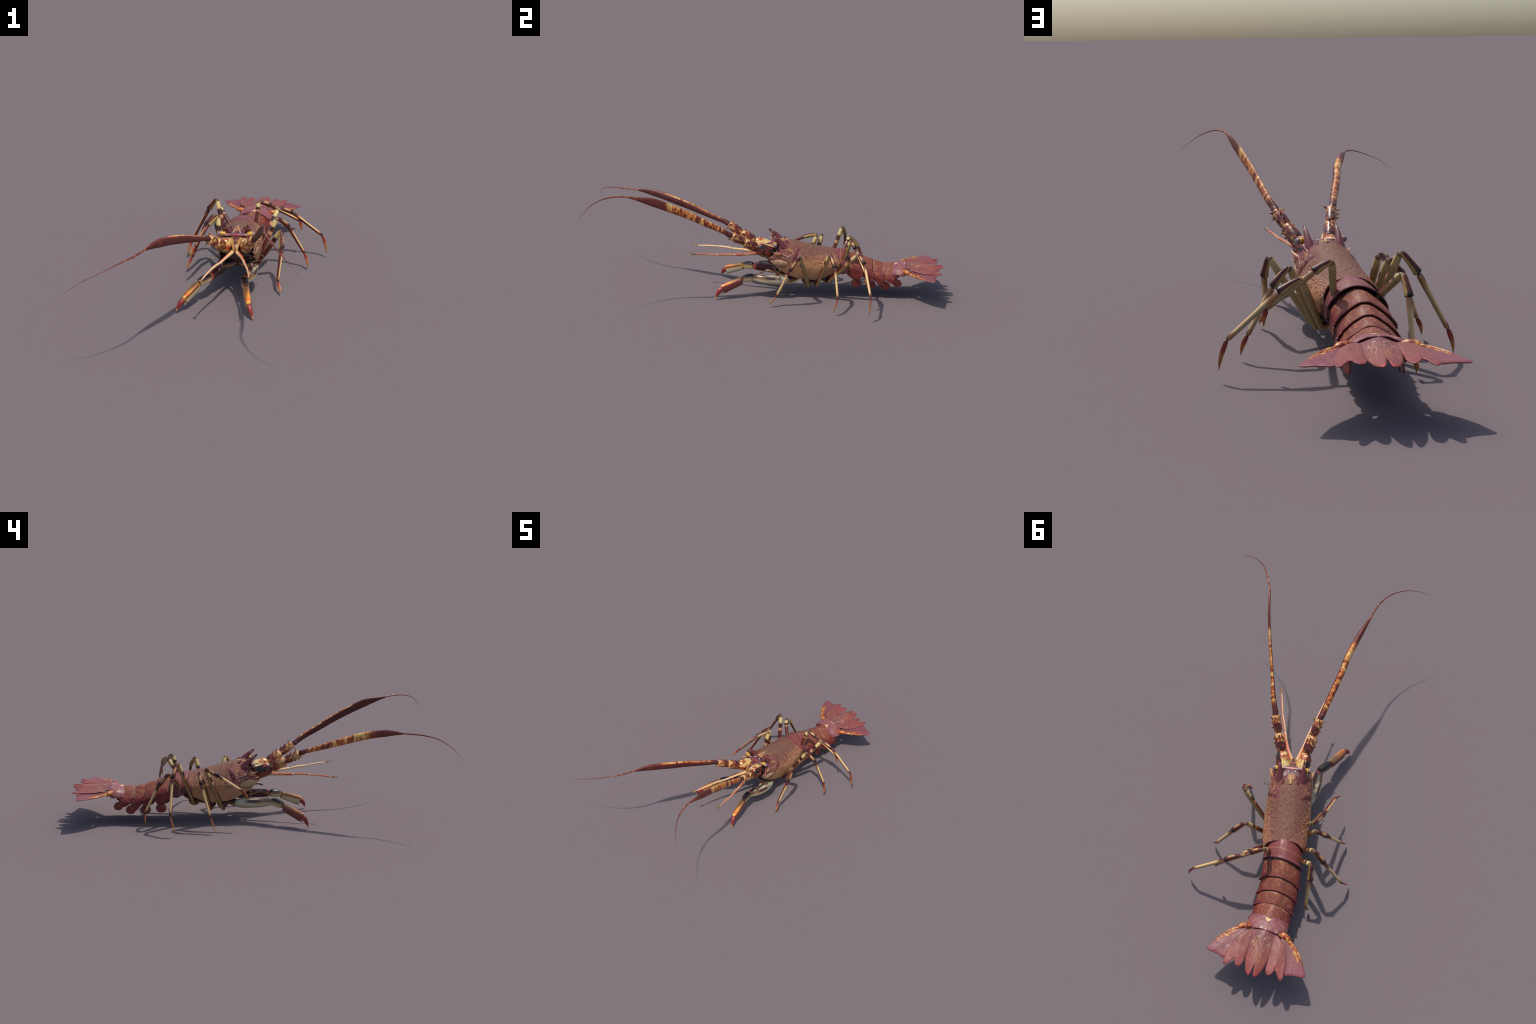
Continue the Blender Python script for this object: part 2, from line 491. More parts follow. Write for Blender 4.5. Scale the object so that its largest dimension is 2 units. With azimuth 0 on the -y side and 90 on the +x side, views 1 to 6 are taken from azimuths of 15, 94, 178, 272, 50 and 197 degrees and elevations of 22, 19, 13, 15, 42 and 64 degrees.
    col = m.mix(m.mul(m.mul(rear, m.step(m.noise(55, 2), 0.45, 0.55)), 0.6), col, (0.20, 0.05, 0.055))
    h = m.add(m.mul(m.step(v1, 0.5, 0.1), m.mul(mid, 1.0)), m.mul(m.noise(150, 4), 0.8))
    m.bump(m.add(h, m.mul(streak, 0.8)), 0.6, 0.0030)
    return m.done(col)

def mat_plain(name, c0, c1, scale=50, rough=0.42, spec=0.4, coat=0.1, bump=0.15):
    m = Mat(name, rough, spec, coat)
    col = m.mix(m.step(m.noise(scale, 4), 0.35, 0.65), c0, c1)
    if bump: shell_bump(m, scale * 3, bump)
    return m.done(col)

def mat_horn():
    m = Mat("horn_shell", 0.42, 0.4, 0.1)
    x = m.xyz("Generated")[0]
    w = m.add(x, m.mul(m.sub(m.noise(70, 3), 0.5), 0.25))
    col = m.ramp(w, [(0.0, (0.24, 0.075, 0.075)), (0.35, (0.19, 0.045, 0.05)), (0.72, (0.15, 0.032, 0.038)), (0.84, (0.36, 0.19, 0.15)), (0.9, (0.08, 0.02, 0.025))])
    return m.done(col)

def mat_side_spine():
    m = Mat("side_spine_shell", 0.4, 0.4, 0.1)
    x = m.xyz("Generated")[0]
    col = m.ramp(x, [(0.1, (0.25, 0.08, 0.08)), (0.35, (0.24, 0.03, 0.028)), (0.6, (0.60, 0.25, 0.10)), (1.0, (0.62, 0.36, 0.17))])
    return m.done(col)

def mat_peduncle_block(side):
    """big first joint of the antenna: cream inside, black and red outside, speckled below; generated y runs across"""
    m = Mat("peduncle_block_shell", 0.4, 0.45, 0.2)
    x, y, z = m.xyz("Generated")
    out = m.mul(m.sub(y, 0.5), side)
    n1, n2 = m.noise(62, 5, rough=0.7), m.noise(1.0, 4, m.mapping((30, 110, 110)))
    cream = m.mix(m.step(m.add(n1, m.mul(m.step(x, 0.2, 0.8), 0.07)), 0.51, 0.60), (0.80, 0.60, 0.22), (0.38, 0.06, 0.02))
    cream = m.mix(m.mul(m.step(x, 0.42, 0.12), m.step(n1, 0.68, 0.6)), cream, (0.80, 0.68, 0.38))
    dark = m.mix(m.step(n2, 0.50, 0.60), (0.012, 0.011, 0.011), (0.26, 0.028, 0.016))
    under = m.mix(m.step(m.voronoi(170), 0.5, 0.25), (0.14, 0.05, 0.02), (0.48, 0.34, 0.09))
    under = m.mix(m.step(out, 0.05, -0.1), under, (0.48, 0.32, 0.09))
    f = m.add(m.add(out, m.mul(m.sub(0.62, z), 0.55)), m.mul(m.sub(n1, 0.5), 0.25))
    col = m.mix(m.step(f, -0.04, 0.06), cream, dark)
    zl = m.add(z, m.mul(m.sub(n1, 0.5), 0.2))
    col = m.mix(m.band(zl, 0.25, 0.42, 0.05), col, m.mix(m.step(n2, 0.42, 0.52), (0.06, 0.018, 0.012), (0.36, 0.035, 0.018)))
    col = m.mix(m.step(zl, 0.27, 0.17), col, under)
    m.bump(n1, 0.3, 0.003)
    return m.done(col)

def mat_peduncle():
    m = Mat("peduncle_shell", 0.42, 0.45, 0.15)
    x, y, z = m.xyz("Generated")
    n1 = m.noise(1.0, 5, m.mapping((38, 75, 75)), rough=0.62, dist=0.8)
    dark = m.mix(m.step(m.noise(65, 4), 0.4, 0.62), (0.06, 0.014, 0.012), (0.24, 0.028, 0.018))
    pale = m.mix(m.noise(90, 3), (0.56, 0.29, 0.085), (0.72, 0.50, 0.18))
    f = m.add(n1, m.mul(m.step(x, 0.45, 0.9), 0.09))
    f = m.sub(f, m.mul(m.band(x, 0.1, 0.5, 0.1), m.mul(m.step(z, 0.6, 0.9), 0.12)))
    col = m.mix(m.step(f, 0.52, 0.575), dark, pale)
    col = m.mix(m.mul(m.band(f, 0.485, 0.545, 0.02), 0.8), col, (0.42, 0.085, 0.025))
    m.bump(m.noise(90, 4), 0.35, 0.003)
    return m.done(col)

def mat_thorn():
    m = Mat("thorn_shell", 0.4, 0.4, 0.1)
    col = m.mix(m.step(m.noise(70, 2), 0.45, 0.58), (0.15, 0.02, 0.018), (0.55, 0.28, 0.09))
    return m.done(col)

def mat_flagellum():
    """object x runs from base to tip in metres"""
    m = Mat("flagellum_shell", 0.45, 0.4, 0.1)
    x, y, z = m.xyz("Object")
    ring = m.noise(1.0, 2, m.mapping((260, 14, 14)))
    big = m.noise(1.0, 3, m.mapping((44, 16, 16), loc=(1.3, 0, 0)), rough=0.65)
    mid = m.noise(70, 3)
    base = m.mix(m.noise(30, 3), (0.105, 0.018, 0.014), (0.175, 0.032, 0.022))
    amount = m.add(m.add(big, m.mul(m.sub(ring, 0.5), 0.22)), m.mul(m.sub(mid, 0.5), 0.30))
    zone = m.band(x, 0.045, 0.355, 0.03)
    col = m.mix(m.mul(zone, m.step(amount, 0.36, 0.48)), base, (0.42, 0.085, 0.020))
    col = m.mix(m.mul(zone, m.step(amount, 0.44, 0.54)), col, (0.66, 0.22, 0.040))
    col = m.mix(m.mul(zone, m.step(amount, 0.54, 0.62)), col, (0.82, 0.55, 0.19))
    col = m.mix(m.mul(m.step(ring, 0.54, 0.68), m.mul(m.step(x, 0.30, 0.38), 0.45)), col, (0.30, 0.065, 0.025))
    col = m.mix(m.mul(m.mul(m.band(x, 0.50, 0.66, 0.04), m.step(m.noise(75, 3), 0.5, 0.6)), 0.7), col, (0.50, 0.14, 0.04))
    m.bump(ring, 0.25, 0.002)
    return m.done(col)

def mat_antennule(front):
    m = Mat("antennule_shell", 0.4, 0.4, 0.1)
    x, y, z = m.xyz("Generated")
    f = m.add(m.mul(m.sub(y, 0.5), front), m.mul(m.sub(m.noise(60, 3), 0.5), 0.15))
    col = m.mix(m.band(f, 0.0, 0.42, 0.05), (0.76, 0.50, 0.26), (0.62, 0.13, 0.055))
    col = m.mix(m.mul(m.mx(m.step(x, 0.06, 0.01), m.step(x, 0.95, 1.0)), 0.8), col, (0.75, 0.62, 0.45))
    return m.done(col)

def mat_tergite():
    """object axes are world axes: y along the tail"""
    m = Mat("tergite_shell", 0.52, 0.28, 0.03)
    x, y, z = m.xyz("Object")
    gx, gy, gz = m.xyz("Generated")
    base = m.mix(m.noise(40, 3), (0.145, 0.021, 0.020), (0.195, 0.034, 0.028))
    warm = m.mix(m.noise(60, 3), (0.185, 0.046, 0.034), (0.235, 0.072, 0.046))
    dorsal = m.step(m.add(gz, m.mul(m.sub(m.noise(50, 3), 0.5), 0.2)), 0.56, 0.80)
    col = m.mix(dorsal, base, warm)
    # broken golden lines running back along the plate
    line = m.noise(1.0, 3, m.mapping((240, 46, 60)), dist=1.5)
    gate = m.mul(m.step(gz, 0.40, 0.60), m.band(gy, 0.14, 0.76, 0.14))
    col = m.mix(m.mul(m.mul(m.step(line, 0.545, 0.62), gate), 0.78), col, (0.44, 0.19, 0.08))
    dots = m.mul(m.step(m.voronoi(170), 0.34, 0.2), m.band(gy, 0.10, 0.28, 0.04))
    col = m.mix(m.mul(m.mul(dots, m.step(gz, 0.36, 0.5)), 0.85), col, (0.56, 0.32, 0.14))
    col = m.mix(m.mul(m.step(gy, 0.16, 0.06), 0.8), col, (0.105, 0.026, 0.052))
    blot = m.mul(m.mul(m.step(m.noise(55, 2), 0.60, 0.65), m.band(gy, 0.10, 0.24, 0.03)), m.band(gz, 0.72, 0.97, 0.04))
    col = m.mix(m.mul(blot, 0.8), col, (0.42, 0.38, 0.30))
    side = m.mul(m.band(gz, 0.14, 0.38, 0.04), m.step(m.noise(1.0, 2, m.mapping((60, 90, 45), rot=(0.5, 0, 0))), 0.60, 0.65))
    col = m.mix(m.mul(side, 0.55), col, (0.34, 0.085, 0.035))
    shell_bump(m, 130, 0.18)
    return m.done(col)

def mat_first_tergite():
    m = Mat("first_tergite_shell", 0.46, 0.35, 0.06)
    gx, gy, gz = m.xyz("Generated")
    col = m.mix(m.noise(50, 4), (0.165, 0.035, 0.038), (0.25, 0.068, 0.058))
    col = m.mix(m.step(gz, 0.62, 0.4), col, (0.115, 0.028, 0.036))
    col = m.mix(m.band(gy, 0.555, 0.575, 0.02), col, (0.40, 0.20, 0.07))
    col = m.mix(m.mul(m.step(gy, 0.84, 0.96), 0.45), col, (0.20, 0.07, 0.09))
    col = m.mix(m.mul(m.step(m.voronoi(230), 0.28, 0.15), m.band(gy, 0.6, 0.78, 0.04)), col, (0.36, 0.15, 0.07))
    shell_bump(m, 130, 0.15)
    return m.done(col)

def mat_last_tergite():
    m = Mat("last_tergite_shell", 0.46, 0.35, 0.06)
    x, y, z = m.xyz("Object")
    gx, gy, gz = m.xyz("Generated")
    col = m.mix(m.noise(45, 3), (0.19, 0.052, 0.068), (0.26, 0.085, 0.10))
    pebble = m.step(m.voronoi(170), 0.40, 0.22)
    zone = m.mul(m.band(gy, 0.24, 0.86, 0.06), m.step(m.noise(30, 2), 0.40, 0.5))
    col = m.mix(m.mul(m.mul(pebble, zone), 0.85), col, (0.52, 0.26, 0.07))
    mid = m.math("ABSOLUTE", m.add(m.sub(gx, 0.5), m.mul(m.sub(gy, 0.5), 0.02)))
    col = m.mix(m.mul(m.step(m.add(mid, m.mul(gy, 0.26)), 0.118, 0.10), m.step(gy, 0.36, 0.32)), col, (0.66, 0.50, 0.22))
    col = m.mix(m.mul(m.step(mid, 0.028, 0.012), m.step(gy, 0.72, 0.82)), col, (0.62, 0.42, 0.36))
    pal = m.mul(m.band(gy, 0.74, 0.84, 0.03), m.step(m.noise(50, 2), 0.55, 0.6))
    col = m.mix(m.mul(pal, 0.7), col, (0.58, 0.42, 0.40))
    shell_bump(m, 130, 0.2)
    return m.done(col)

def mat_telson():
    m = Mat("telson_shell", 0.48, 0.3, 0.05)
    x, y, z = m.xyz("Object")
    gx, gy, gz = m.xyz("Generated")
    col = m.mix(m.step(gy, 0.1, 0.95), (0.205, 0.070, 0.068), (0.245, 0.060, 0.050))
    col = m.mix(m.mul(m.step(m.math("ABSOLUTE", m.sub(gx, 0.5)), 0.30, 0.44), m.step(gy, 0.5, 0.3)), col, (0.25, 0.09, 0.12))
    line = m.noise(1.0, 3, m.mapping((260, 36, 60)), dist=1.2)
    inside = m.step(m.math("ABSOLUTE", m.sub(gx, 0.5)), 0.40, 0.28)
    gate = m.mul(inside, m.band(gy, 0.22, 0.72, 0.10))
    col = m.mix(m.mul(m.mul(m.step(line, 0.53, 0.60), gate), 0.8), col, (0.44, 0.19, 0.08))
    fleck = m.mul(m.band(gy, 0.05, 0.38, 0.05), m.mul(inside, m.step(m.noise(1.0, 3, m.mapping((120, 70, 120))), 0.58, 0.64)))
    col = m.mix(m.mul(fleck, 0.85), col, m.mix(m.noise(40, 2), (0.50, 0.25, 0.07), (0.44, 0.42, 0.33)))
    col = m.mix(m.mul(m.step(gy, 0.86, 1.0), 0.9), col, (0.38, 0.045, 0.035))
    shell_bump(m, 120, 0.15)
    return m.done(col)

def mat_uropod(outer, sgn=1):
    m = Mat("uropod_shell", 0.48, 0.3, 0.05)
    gx, gy, gz = m.xyz("Generated")
    n = m.noise(45, 3)
    if sgn < 0: gx = m.inv(gx)
    if outer:
        col = m.mix(m.step(gy, 0.25, 0.9), (0.215, 0.066, 0.064), (0.225, 0.062, 0.074))
        col = m.mix(m.mul(m.step(m.noise(1.0, 2, m.mapping((240, 90, 100))), 0.56, 0.66), 0.35), col, (0.29, 0.12, 0.115))
        lead = m.sub(m.mul(m.sub(gx, 0.0), 0.95), gy)          # towards the leading outer margin
        lead = m.add(lead, m.mul(m.sub(n, 0.5), 0.35))
        hot = m.mix(m.step(m.noise(85, 4), 0.47, 0.62), (0.24, 0.03, 0.012), (0.66, 0.32, 0.06))
        amt = m.mul(m.mul(m.step(lead, 0.02, 0.12), m.step(gy, 0.62, 0.5)), m.step(m.noise(52, 3), 0.36, 0.50))
        col = m.mix(m.mul(m.step(m.add(gx, m.mul(m.sub(n, 0.5), 0.2)), 0.46, 0.22), 0.45), col, (0.13, 0.036, 0.048))  # painted shadow where the inner plate overlaps this one
        col = m.mix(amt, col, hot)
    else:
        col = m.mix(m.step(gy, 0.2, 1.0), (0.235, 0.072, 0.056), (0.265, 0.055, 0.050))
        ray = m.noise(1.0, 2, m.mapping((420, 25, 60), rot=(0, 0, 0.25)))
        col = m.mix(m.mul(m.step(ray, 0.5, 0.65), 0.22), col, (0.42, 0.17, 0.10))
        front = m.mul(m.step(m.add(gx, m.mul(m.sub(gy, 0.3), -0.75)), 0.62, 0.75), 1.0)
        col = m.mix(m.mul(front, 0.8), col, (0.22, 0.085, 0.115))
        seam = m.band(m.add(gx, m.mul(m.sub(gy, 0.3), -0.75)), 0.56, 0.66, 0.03)
        col = m.mix(m.mul(m.mul(seam, m.step(gy, 0.75, 0.5)), m.mul(m.step(m.noise(140, 2), 0.54, 0.62), 0.7)), col, (0.50, 0.22, 0.07))
    col = m.mix(m.mul(m.step(gy, 0.84, 1.0), 0.6), col, (0.20, 0.026, 0.030))
    col = m.mix(m.mul(m.step(m.noise(28, 2), 0.45, 0.65), 0.35), col, (0.17, 0.045, 0.052))
    m.bump(m.add(m.noise(38, 3), m.mul(m.noise(1.0, 2, m.mapping((300, 40, 60))), 0.35)), 0.45, 0.006)
    return m.done(col)

def mat_uropod_base():
    m = Mat("uropod_base_shell", 0.4, 0.4, 0.2)
    n = m.noise(75, 4)
    return m.done(m.ramp(n, [(0.40, (0.20, 0.02, 0.012)), (0.53, (0.48, 0.12, 0.022)), (0.66, (0.68, 0.36, 0.075))]))

def mat_pleopod():
    m = Mat("pleopod_shell", 0.45, 0.4, 0.1)
    gx, gy, gz = m.xyz("Generated")
    r = m.math("SQRT", m.add(m.math("POWER", m.sub(gy, 0.25), 2.0), m.math("POWER", m.sub(gz, 0.7), 2.0)))
    col = m.mix(m.step(m.add(r, m.mul(m.sub(m.noise(60, 3), 0.5), 0.1)), 0.28, 0.08), (0.20, 0.026, 0.02), (0.30, 0.085, 0.035))  # lighter centre is a highlight baked into the red
    col = m.mix(m.mul(m.step(gz, 0.12, 0.0), 0.5), col, (0.24, 0.02, 0.035))
    return m.done(col)

# ---------------------------------------------------------------- the thing
thing = bpy.data.objects.new("spiny_lobster", None)
bpy.context.scene.collection.objects.link(thing)
thing["label"] = "reddish spiny lobster with long antennae and fanned tail"
thing["category"] = "spiny lobster"
place(thing, None, Matrix())

# head frame: origin between the eyes, x backwards, y to the animal's left, z up
BACK = Vector((-0.18, 0.984, 0)).normalized()
LEFT = Vector((BACK.y, -BACK.x, 0))
ORG = Vector((-0.0654, 0.06, 0))
HEAD = Matrix((BACK, LEFT, Vector((0, 0, 1)))).transposed().to_4x4()
HEAD.translation = ORG
def hp(s, d, z): return ORG + BACK * s + LEFT * d + Vector((0, 0, z))

# ------------------------------------------------ carapace
TOP = [(-0.06, 0.296), (0.0, 0.304), (0.05, 0.312), (0.083, 0.312), (0.148, 0.299), (0.21, 0.282), (0.275, 0.268), (0.336, 0.256), (0.37, 0.250)]
WID = [(-0.06, 0.088), (-0.02, 0.093), (0.05, 0.099), (0.12, 0.104), (0.19, 0.108), (0.27, 0.106), (0.33, 0.099), (0.37, 0.090)]
HEM = [(-0.06, 0.234), (-0.023, 0.213), (0.003, 0.186), (0.023, 0.169), (0.05, 0.153), (0.098, 0.128), (0.152, 0.114), (0.21, 0.110), (0.26, 0.116), (0.29, 0.130), (0.325, 0.145), (0.345, 0.163), (0.37, 0.170)]

def shell_point(u, v):
    """u 0..1 front to rear, v -1..1 from right hem over the back to left hem"""
    a = abs(v)
    s0 = table([(0, 0.030), (0.22, 0.026), (0.36, 0.014), (0.5, 0.0), (0.7, -0.018), (0.88, -0.032), (1.0, -0.030)], a)
    s1 = table([(0, 0.336), (0.3, 0.341), (0.6, 0.357), (0.85, 0.362), (1.0, 0.338)], a)
    s = lerp(s0, s1, u)
    T, W, H = table(TOP, s), table(WID, s), table(HEM, s)
    zm = lerp(H, T, 0.37)
    A = a * 1.36
    if A <= 1.0:
        ph = A * math.pi / 2
        d, z = W * math.sin(ph) ** 0.97, zm + (T - zm) * max(0.0, math.cos(ph)) ** 1.10
    else:
        k = (A - 1.0) / 0.36
        d = W * (1 - 0.11 * k ** 1.8)
        z = zm - (zm - H) * k
    # relief: neck groove, cheek panel, orbital ridge
    off = 0.0
    g = s + (0.265 - z) * 0.45
    if a > 0.3:
        w = min(1, (a - 0.3) / 0.12) * min(1, max(0, (z - 0.205) / 0.02))
        off -= 0.0034 * math.exp(-((g - 0.128) / 0.006) ** 2) * w
        off += 0.0030 * math.exp(-((g - 0.108) / 0.012) ** 2) * w
        e = math.hypot((s - 0.022) / 0.052, (z - 0.208) / 0.020)
        off += 0.005 * max(0, 1 - e * e)
        off -= 0.003 * math.exp(-((e - 1.12) / 0.12) ** 2) * (1 if z < 0.225 else 0)
        off += 0.0025 * math.exp(-((z - (0.272 - 0.42 * s)) / 0.005) ** 2) * (1 if s < 0.08 else math.exp(-((s - 0.08) / 0.01) ** 2))
    off += 0.0012 * mnoise.noise(Vector((s * 60, v * 9, 1.7)))
    n = Vector((0, math.copysign(math.sin(min(A, 1) * math.pi / 2), v), math.cos(min(A, 1) * math.pi / 2)))
    return Vector((s, math.copysign(d, v), z)) + n * off

NU, NV = 110, 140
verts, faces = [], []
for i in range(NU + 1):
    for j in range(NV + 1):
        verts.append(shell_point(i / NU, -1 + 2 * j / NV))
for i in range(NU):
    for j in range(NV):
        a = i * (NV + 1) + j
        faces.append((a, a + NV + 1, a + NV + 2, a + 1))
M_CARA = mat_carapace()
M_INNER = mat_plain("inner_shell", (0.06, 0.03, 0.022), (0.12, 0.06, 0.04), 40)
M_HEM = mat_plain("hem_shell", (0.25, 0.04, 0.025), (0.5, 0.3, 0.2), 90)
carapace = make_object("carapace", verts, faces, [M_CARA, M_INNER, M_HEM], thing, HEAD)
sol = carapace.modifiers.new("thickness", "SOLIDIFY")
sol.thickness = 0.0045
sol.offset = -1
sol.material_offset = 1
sol.material_offset_rim = 2

# tubercles in rows on the flanks, their highlights painted as cream blotches
tv = []
def add_tubercle(s, a, sgn, r):
    # find u for this s at v
    lo, hi = 0.0, 1.0
    for _ in range(24):
        mid = (lo + hi) / 2
        if shell_point(mid, sgn * a).x < s: lo = mid
        else: hi = mid
    p = shell_point(lo, sgn * a)
    q1, q2 = shell_point(lo, sgn * (a + 0.01)), shell_point(min(1, lo + 0.01), sgn * a)
    n = (q1 - p).cross(q2 - p)
    n.normalize()
    if n.y * sgn < 0 and abs(n.y) > 0.2 or n.z < -0.1: n = -n
    if n.z < 0 and abs(n.y) < 0.2: n = -n
    d = (n + Vector((-0.5, 0, 0.1))).normalized()
    tv.append(cone_mesh(p - n * r * 0.45, d, r * 1.05, r * 1.15, up=(1, 0, 0), n=10, rings=6))
for sgn in (1, -1):
    for s, a, r in ((0.135, 0.50, 0.0058), (0.172, 0.47, 0.0062), (0.204, 0.46, 0.0062), (0.232, 0.46, 0.0052), (0.262, 0.47, 0.005), (0.15, 0.56, 0.0052), (0.252, 0.54, 0.0058), (0.29, 0.52, 0.005), (0.222, 0.53, 0.0045),
                    (0.312, 0.55, 0.0045), (0.30, 0.44, 0.0042), (0.185, 0.40, 0.004), (0.12, 0.41, 0.0045), (0.095, 0.36, 0.0045), (0.24, 0.38, 0.0038), (0.28, 0.40, 0.0038), (0.14, 0.42, 0.004), (0.10, 0.42, 0.004), (0.08, 0.44, 0.004), (0.325, 0.50, 0.004)):
        add_tubercle(s + rng.uniform(-0.004, 0.004), a + rng.uniform(-0.012, 0.012), sgn, r * 0.92)
m = Mat("tubercle_shell", 0.4, 0.45, 0.15)
TUB = m.done(m.mix(m.step(m.noise(60, 1), 0.45, 0.55), (0.22, 0.032, 0.035), (0.50, 0.24, 0.13)))
pebbles = 0
while pebbles < 150:
    s_, a_ = rng.uniform(0.10, 0.335), rng.uniform(0.24, 0.60)
    add_tubercle(s_, a_, rng.choice((1, -1)), rng.uniform(0.0018, 0.0030))
    pebbles += 1
v, f = merge(tv)
tub = make_object("tubercle", v, f, TUB, carapace, HEAD)
tub["kind"] = "stuff"

# horns above the eyes
M_HORN = mat_horn()
for sgn in (1, -1):
    pts = catmull([(0.072, 0.044 * sgn, 0.262), (0.050, 0.050 * sgn, 0.286), (0.024, 0.054 * sgn, 0.316), (-0.003, 0.0550 * sgn, 0.340), (-0.025, 0.0555 * sgn, 0.3585)], 24)
    sizes = [table([(0, 0.020, 0.020), (0.28, 0.0185, 0.0190), (0.55, 0.0110, 0.0140), (0.8, 0.0060, 0.0080), (1, 0.0004, 0.0004)], i / 23) for i in range(24)]
    X = hp(-0.018, 0.054 * sgn, 0.353) - hp(0.072, 0.044 * sgn, 0.262)
    Mx, L = limb_matrix(hp(0.072, 0.044 * sgn, 0.262), hp(-0.018, 0.054 * sgn, 0.353), (0, 0, 1))
    inv = Mx.inverted() @ HEAD
    v, f = tube_mesh(pts, sizes, (0.4, 0, 1), n=16)
    make_object("horn", [inv @ p for p in v], f, M_HORN, carapace, Mx)

# shorter brow spines, side spines and cheek spines
M_SIDE = mat_side_spine()
def spine(name, p0, p1, r, mat, parent, curve=0.0, up=(0, 0, 1), flat=1.0):
    a, b = hp(*p0), hp(*p1)
    Mx, L = limb_matrix(a, b, up)
    v, f = cone_mesh((0, 0, 0), (1, 0, 0), r, L, up=(0, 0, 1), curve=curve, n=12, rings=10, flat=flat)
    return make_object(name, v, f, mat, parent, Mx)
for sgn in (1, -1):
    spine("cheek_spine", (0.052, 0.074 * sgn, 0.242), (-0.016, 0.106 * sgn, 0.268), 0.014, M_SIDE, carapace, 0.05)
    spine("cheek_spine", (0.022, 0.080 * sgn, 0.232), (-0.026, 0.099 * sgn, 0.238), 0.008, M_SIDE, carapace, 0.03)
    spine("brow_spine", (0.090, 0.034 * sgn, 0.288), (0.054, 0.033 * sgn, 0.325), 0.010, M_HORN, carapace)
    spine("brow_spine", (0.062, 0.022 * sgn, 0.302), (0.022, 0.020 * sgn, 0.311), 0.007, M_HORN, carapace)
    spine("brow_spine", (0.070, 0.060 * sgn, 0.275), (0.022, 0.074 * sgn, 0.298), 0.010, M_HORN, carapace)
spine("brow_spine", (0.080, 0.0, 0.308), (0.030, 0.0, 0.318), 0.009, mat_plain("brow_shell", (0.4, 0.2, 0.08), (0.5, 0.3, 0.14)), carapace)

# ------------------------------------------------ head: crossbar, eyes, rostral tongue, inner filling
m = Mat("head_shell", 0.4, 0.4, 0.2)
x, y, z = m.xyz("Object")
M_HEAD = m.done(m.mix(m.step(z, 0.282, 0.294), m.mix(m.noise(45, 4), (0.035, 0.018, 0.018), (0.10, 0.035, 0.035)), m.mix(m.step(m.noise(1.0, 3, m.mapping((120, 60, 60))), 0.4, 0.6), (0.09, 0.03, 0.045), (0.19, 0.07, 0.075))))
def lump(name, rows, mat, parent, n=28, exp=0.9):
    """loft of elliptic sections in the head frame; rows: s, half width, z low, z high"""
    path = [(r[0], 0, (r[2] + r[3]) / 2) for r in rows]
    N = 24
    P, S = [], []
    tab = [(r[0], r[1], (r[2] + r[3]) / 2, (r[3] - r[2]) / 2) for r in rows]
    for i in range(N):
        s = lerp(rows[0][0], rows[-1][0], i / (N - 1))
        w, zc, h = table(tab, s)
        P.append((s, 0, zc)); S.append((w, h))
    v, f = tube_mesh(P, S, (0, 0, 1), n=n, exp=exp)
    return make_object(name, v, f, mat, parent, HEAD)
head = lump("head", [(-0.028, 0.026, 0.225, 0.272), (-0.012, 0.052, 0.212, 0.295), (0.02, 0.070, 0.165, 0.305), (0.06, 0.080, 0.160, 0.304), (0.09, 0.082, 0.155, 0.298), (0.15, 0.05, 0.17, 0.27)], M_HEAD, thing)

M_BAR = Mat("crossbar_shell", 0.35, 0.5, 0.25)
_x, _y, _z = M_BAR.xyz("Object")
_ay = M_BAR.math("ABSOLUTE", _y)
col = M_BAR.mix(M_BAR.step(_ay, 0.014, 0.010), (0.18, 0.055, 0.066), (0.26, 0.04, 0.045))
col = M_BAR.mix(M_BAR.step(_ay, 0.034, 0.044), col, (0.33, 0.15, 0.11))
col = M_BAR.mix(M_BAR.mul(M_BAR.step(_z, 0.2975, 0.2955), M_BAR.step(_ay, 0.033, 0.029)), col, (0.75, 0.45, 0.52))
M_BAR = M_BAR.done(col)
bar_path = [(-0.004, lerp(-0.062, 0.062, i / 24), 0.3005) for i in range(25)]
bar_size = [(table([(0, 0.0065), (0.25, 0.008), (0.5, 0.012), (0.75, 0.008), (1, 0.0065)], i / 24), 0.0062) for i in range(25)]
v, f = tube_mesh(bar_path, bar_size, (0, 0, 1), n=18, exp=0.75)
make_object("crossbar", v, f, M_BAR, head, HEAD)

m = Mat("brow_plate_shell", 0.45, 0.35, 0.05)
x, y, z = m.xyz("Object")
M_BROW = m.done(m.mix(m.step(m.noise(1.0, 3, m.mapping((60, 130, 60))), 0.42, 0.6), (0.07, 0.022, 0.028), (0.165, 0.052, 0.055)))
P = [(lerp(0.0, 0.070, i / 11), 0, table([(0, 0.2985), (0.3, 0.3015), (0.55, 0.3015), (1, 0.290)], i / 11)) for i in range(12)]
v, f = tube_mesh(P, [(table([(0, 0.034), (0.4, 0.044), (1, 0.044)], i / 11), 0.006) for i in range(12)], (0, 0, 1), n=24, exp=0.6)
make_object("brow_plate", v, f, M_BROW, head, HEAD)
M_STALK = mat_plain("eyestalk_shell", (0.62, 0.27, 0.025), (0.55, 0.36, 0.04), 120)
M_EYE = mat_plain("eye_surface", (0.25, 0.155, 0.165), (0.29, 0.185, 0.195), 20, rough=0.25, coat=0.4, bump=0)
def ball(name, c, r, mat, parent, squash=(1, 1, 1), n=20):
    P, S = [], []
    for i in range(n + 1):
        a = math.pi * i / n
        P.append(Vector((c[0], c[1], c[2])) + Vector((0, -math.cos(a) * r * squash[1], 0)))
        S.append((max(1e-4, math.sin(a) * r * squash[0]), max(1e-4, math.sin(a) * r * squash[2])))
    v, f = tube_mesh(P, S, (0, 0, 1), n=24)
    return make_object(name, v, f, mat, parent, HEAD)
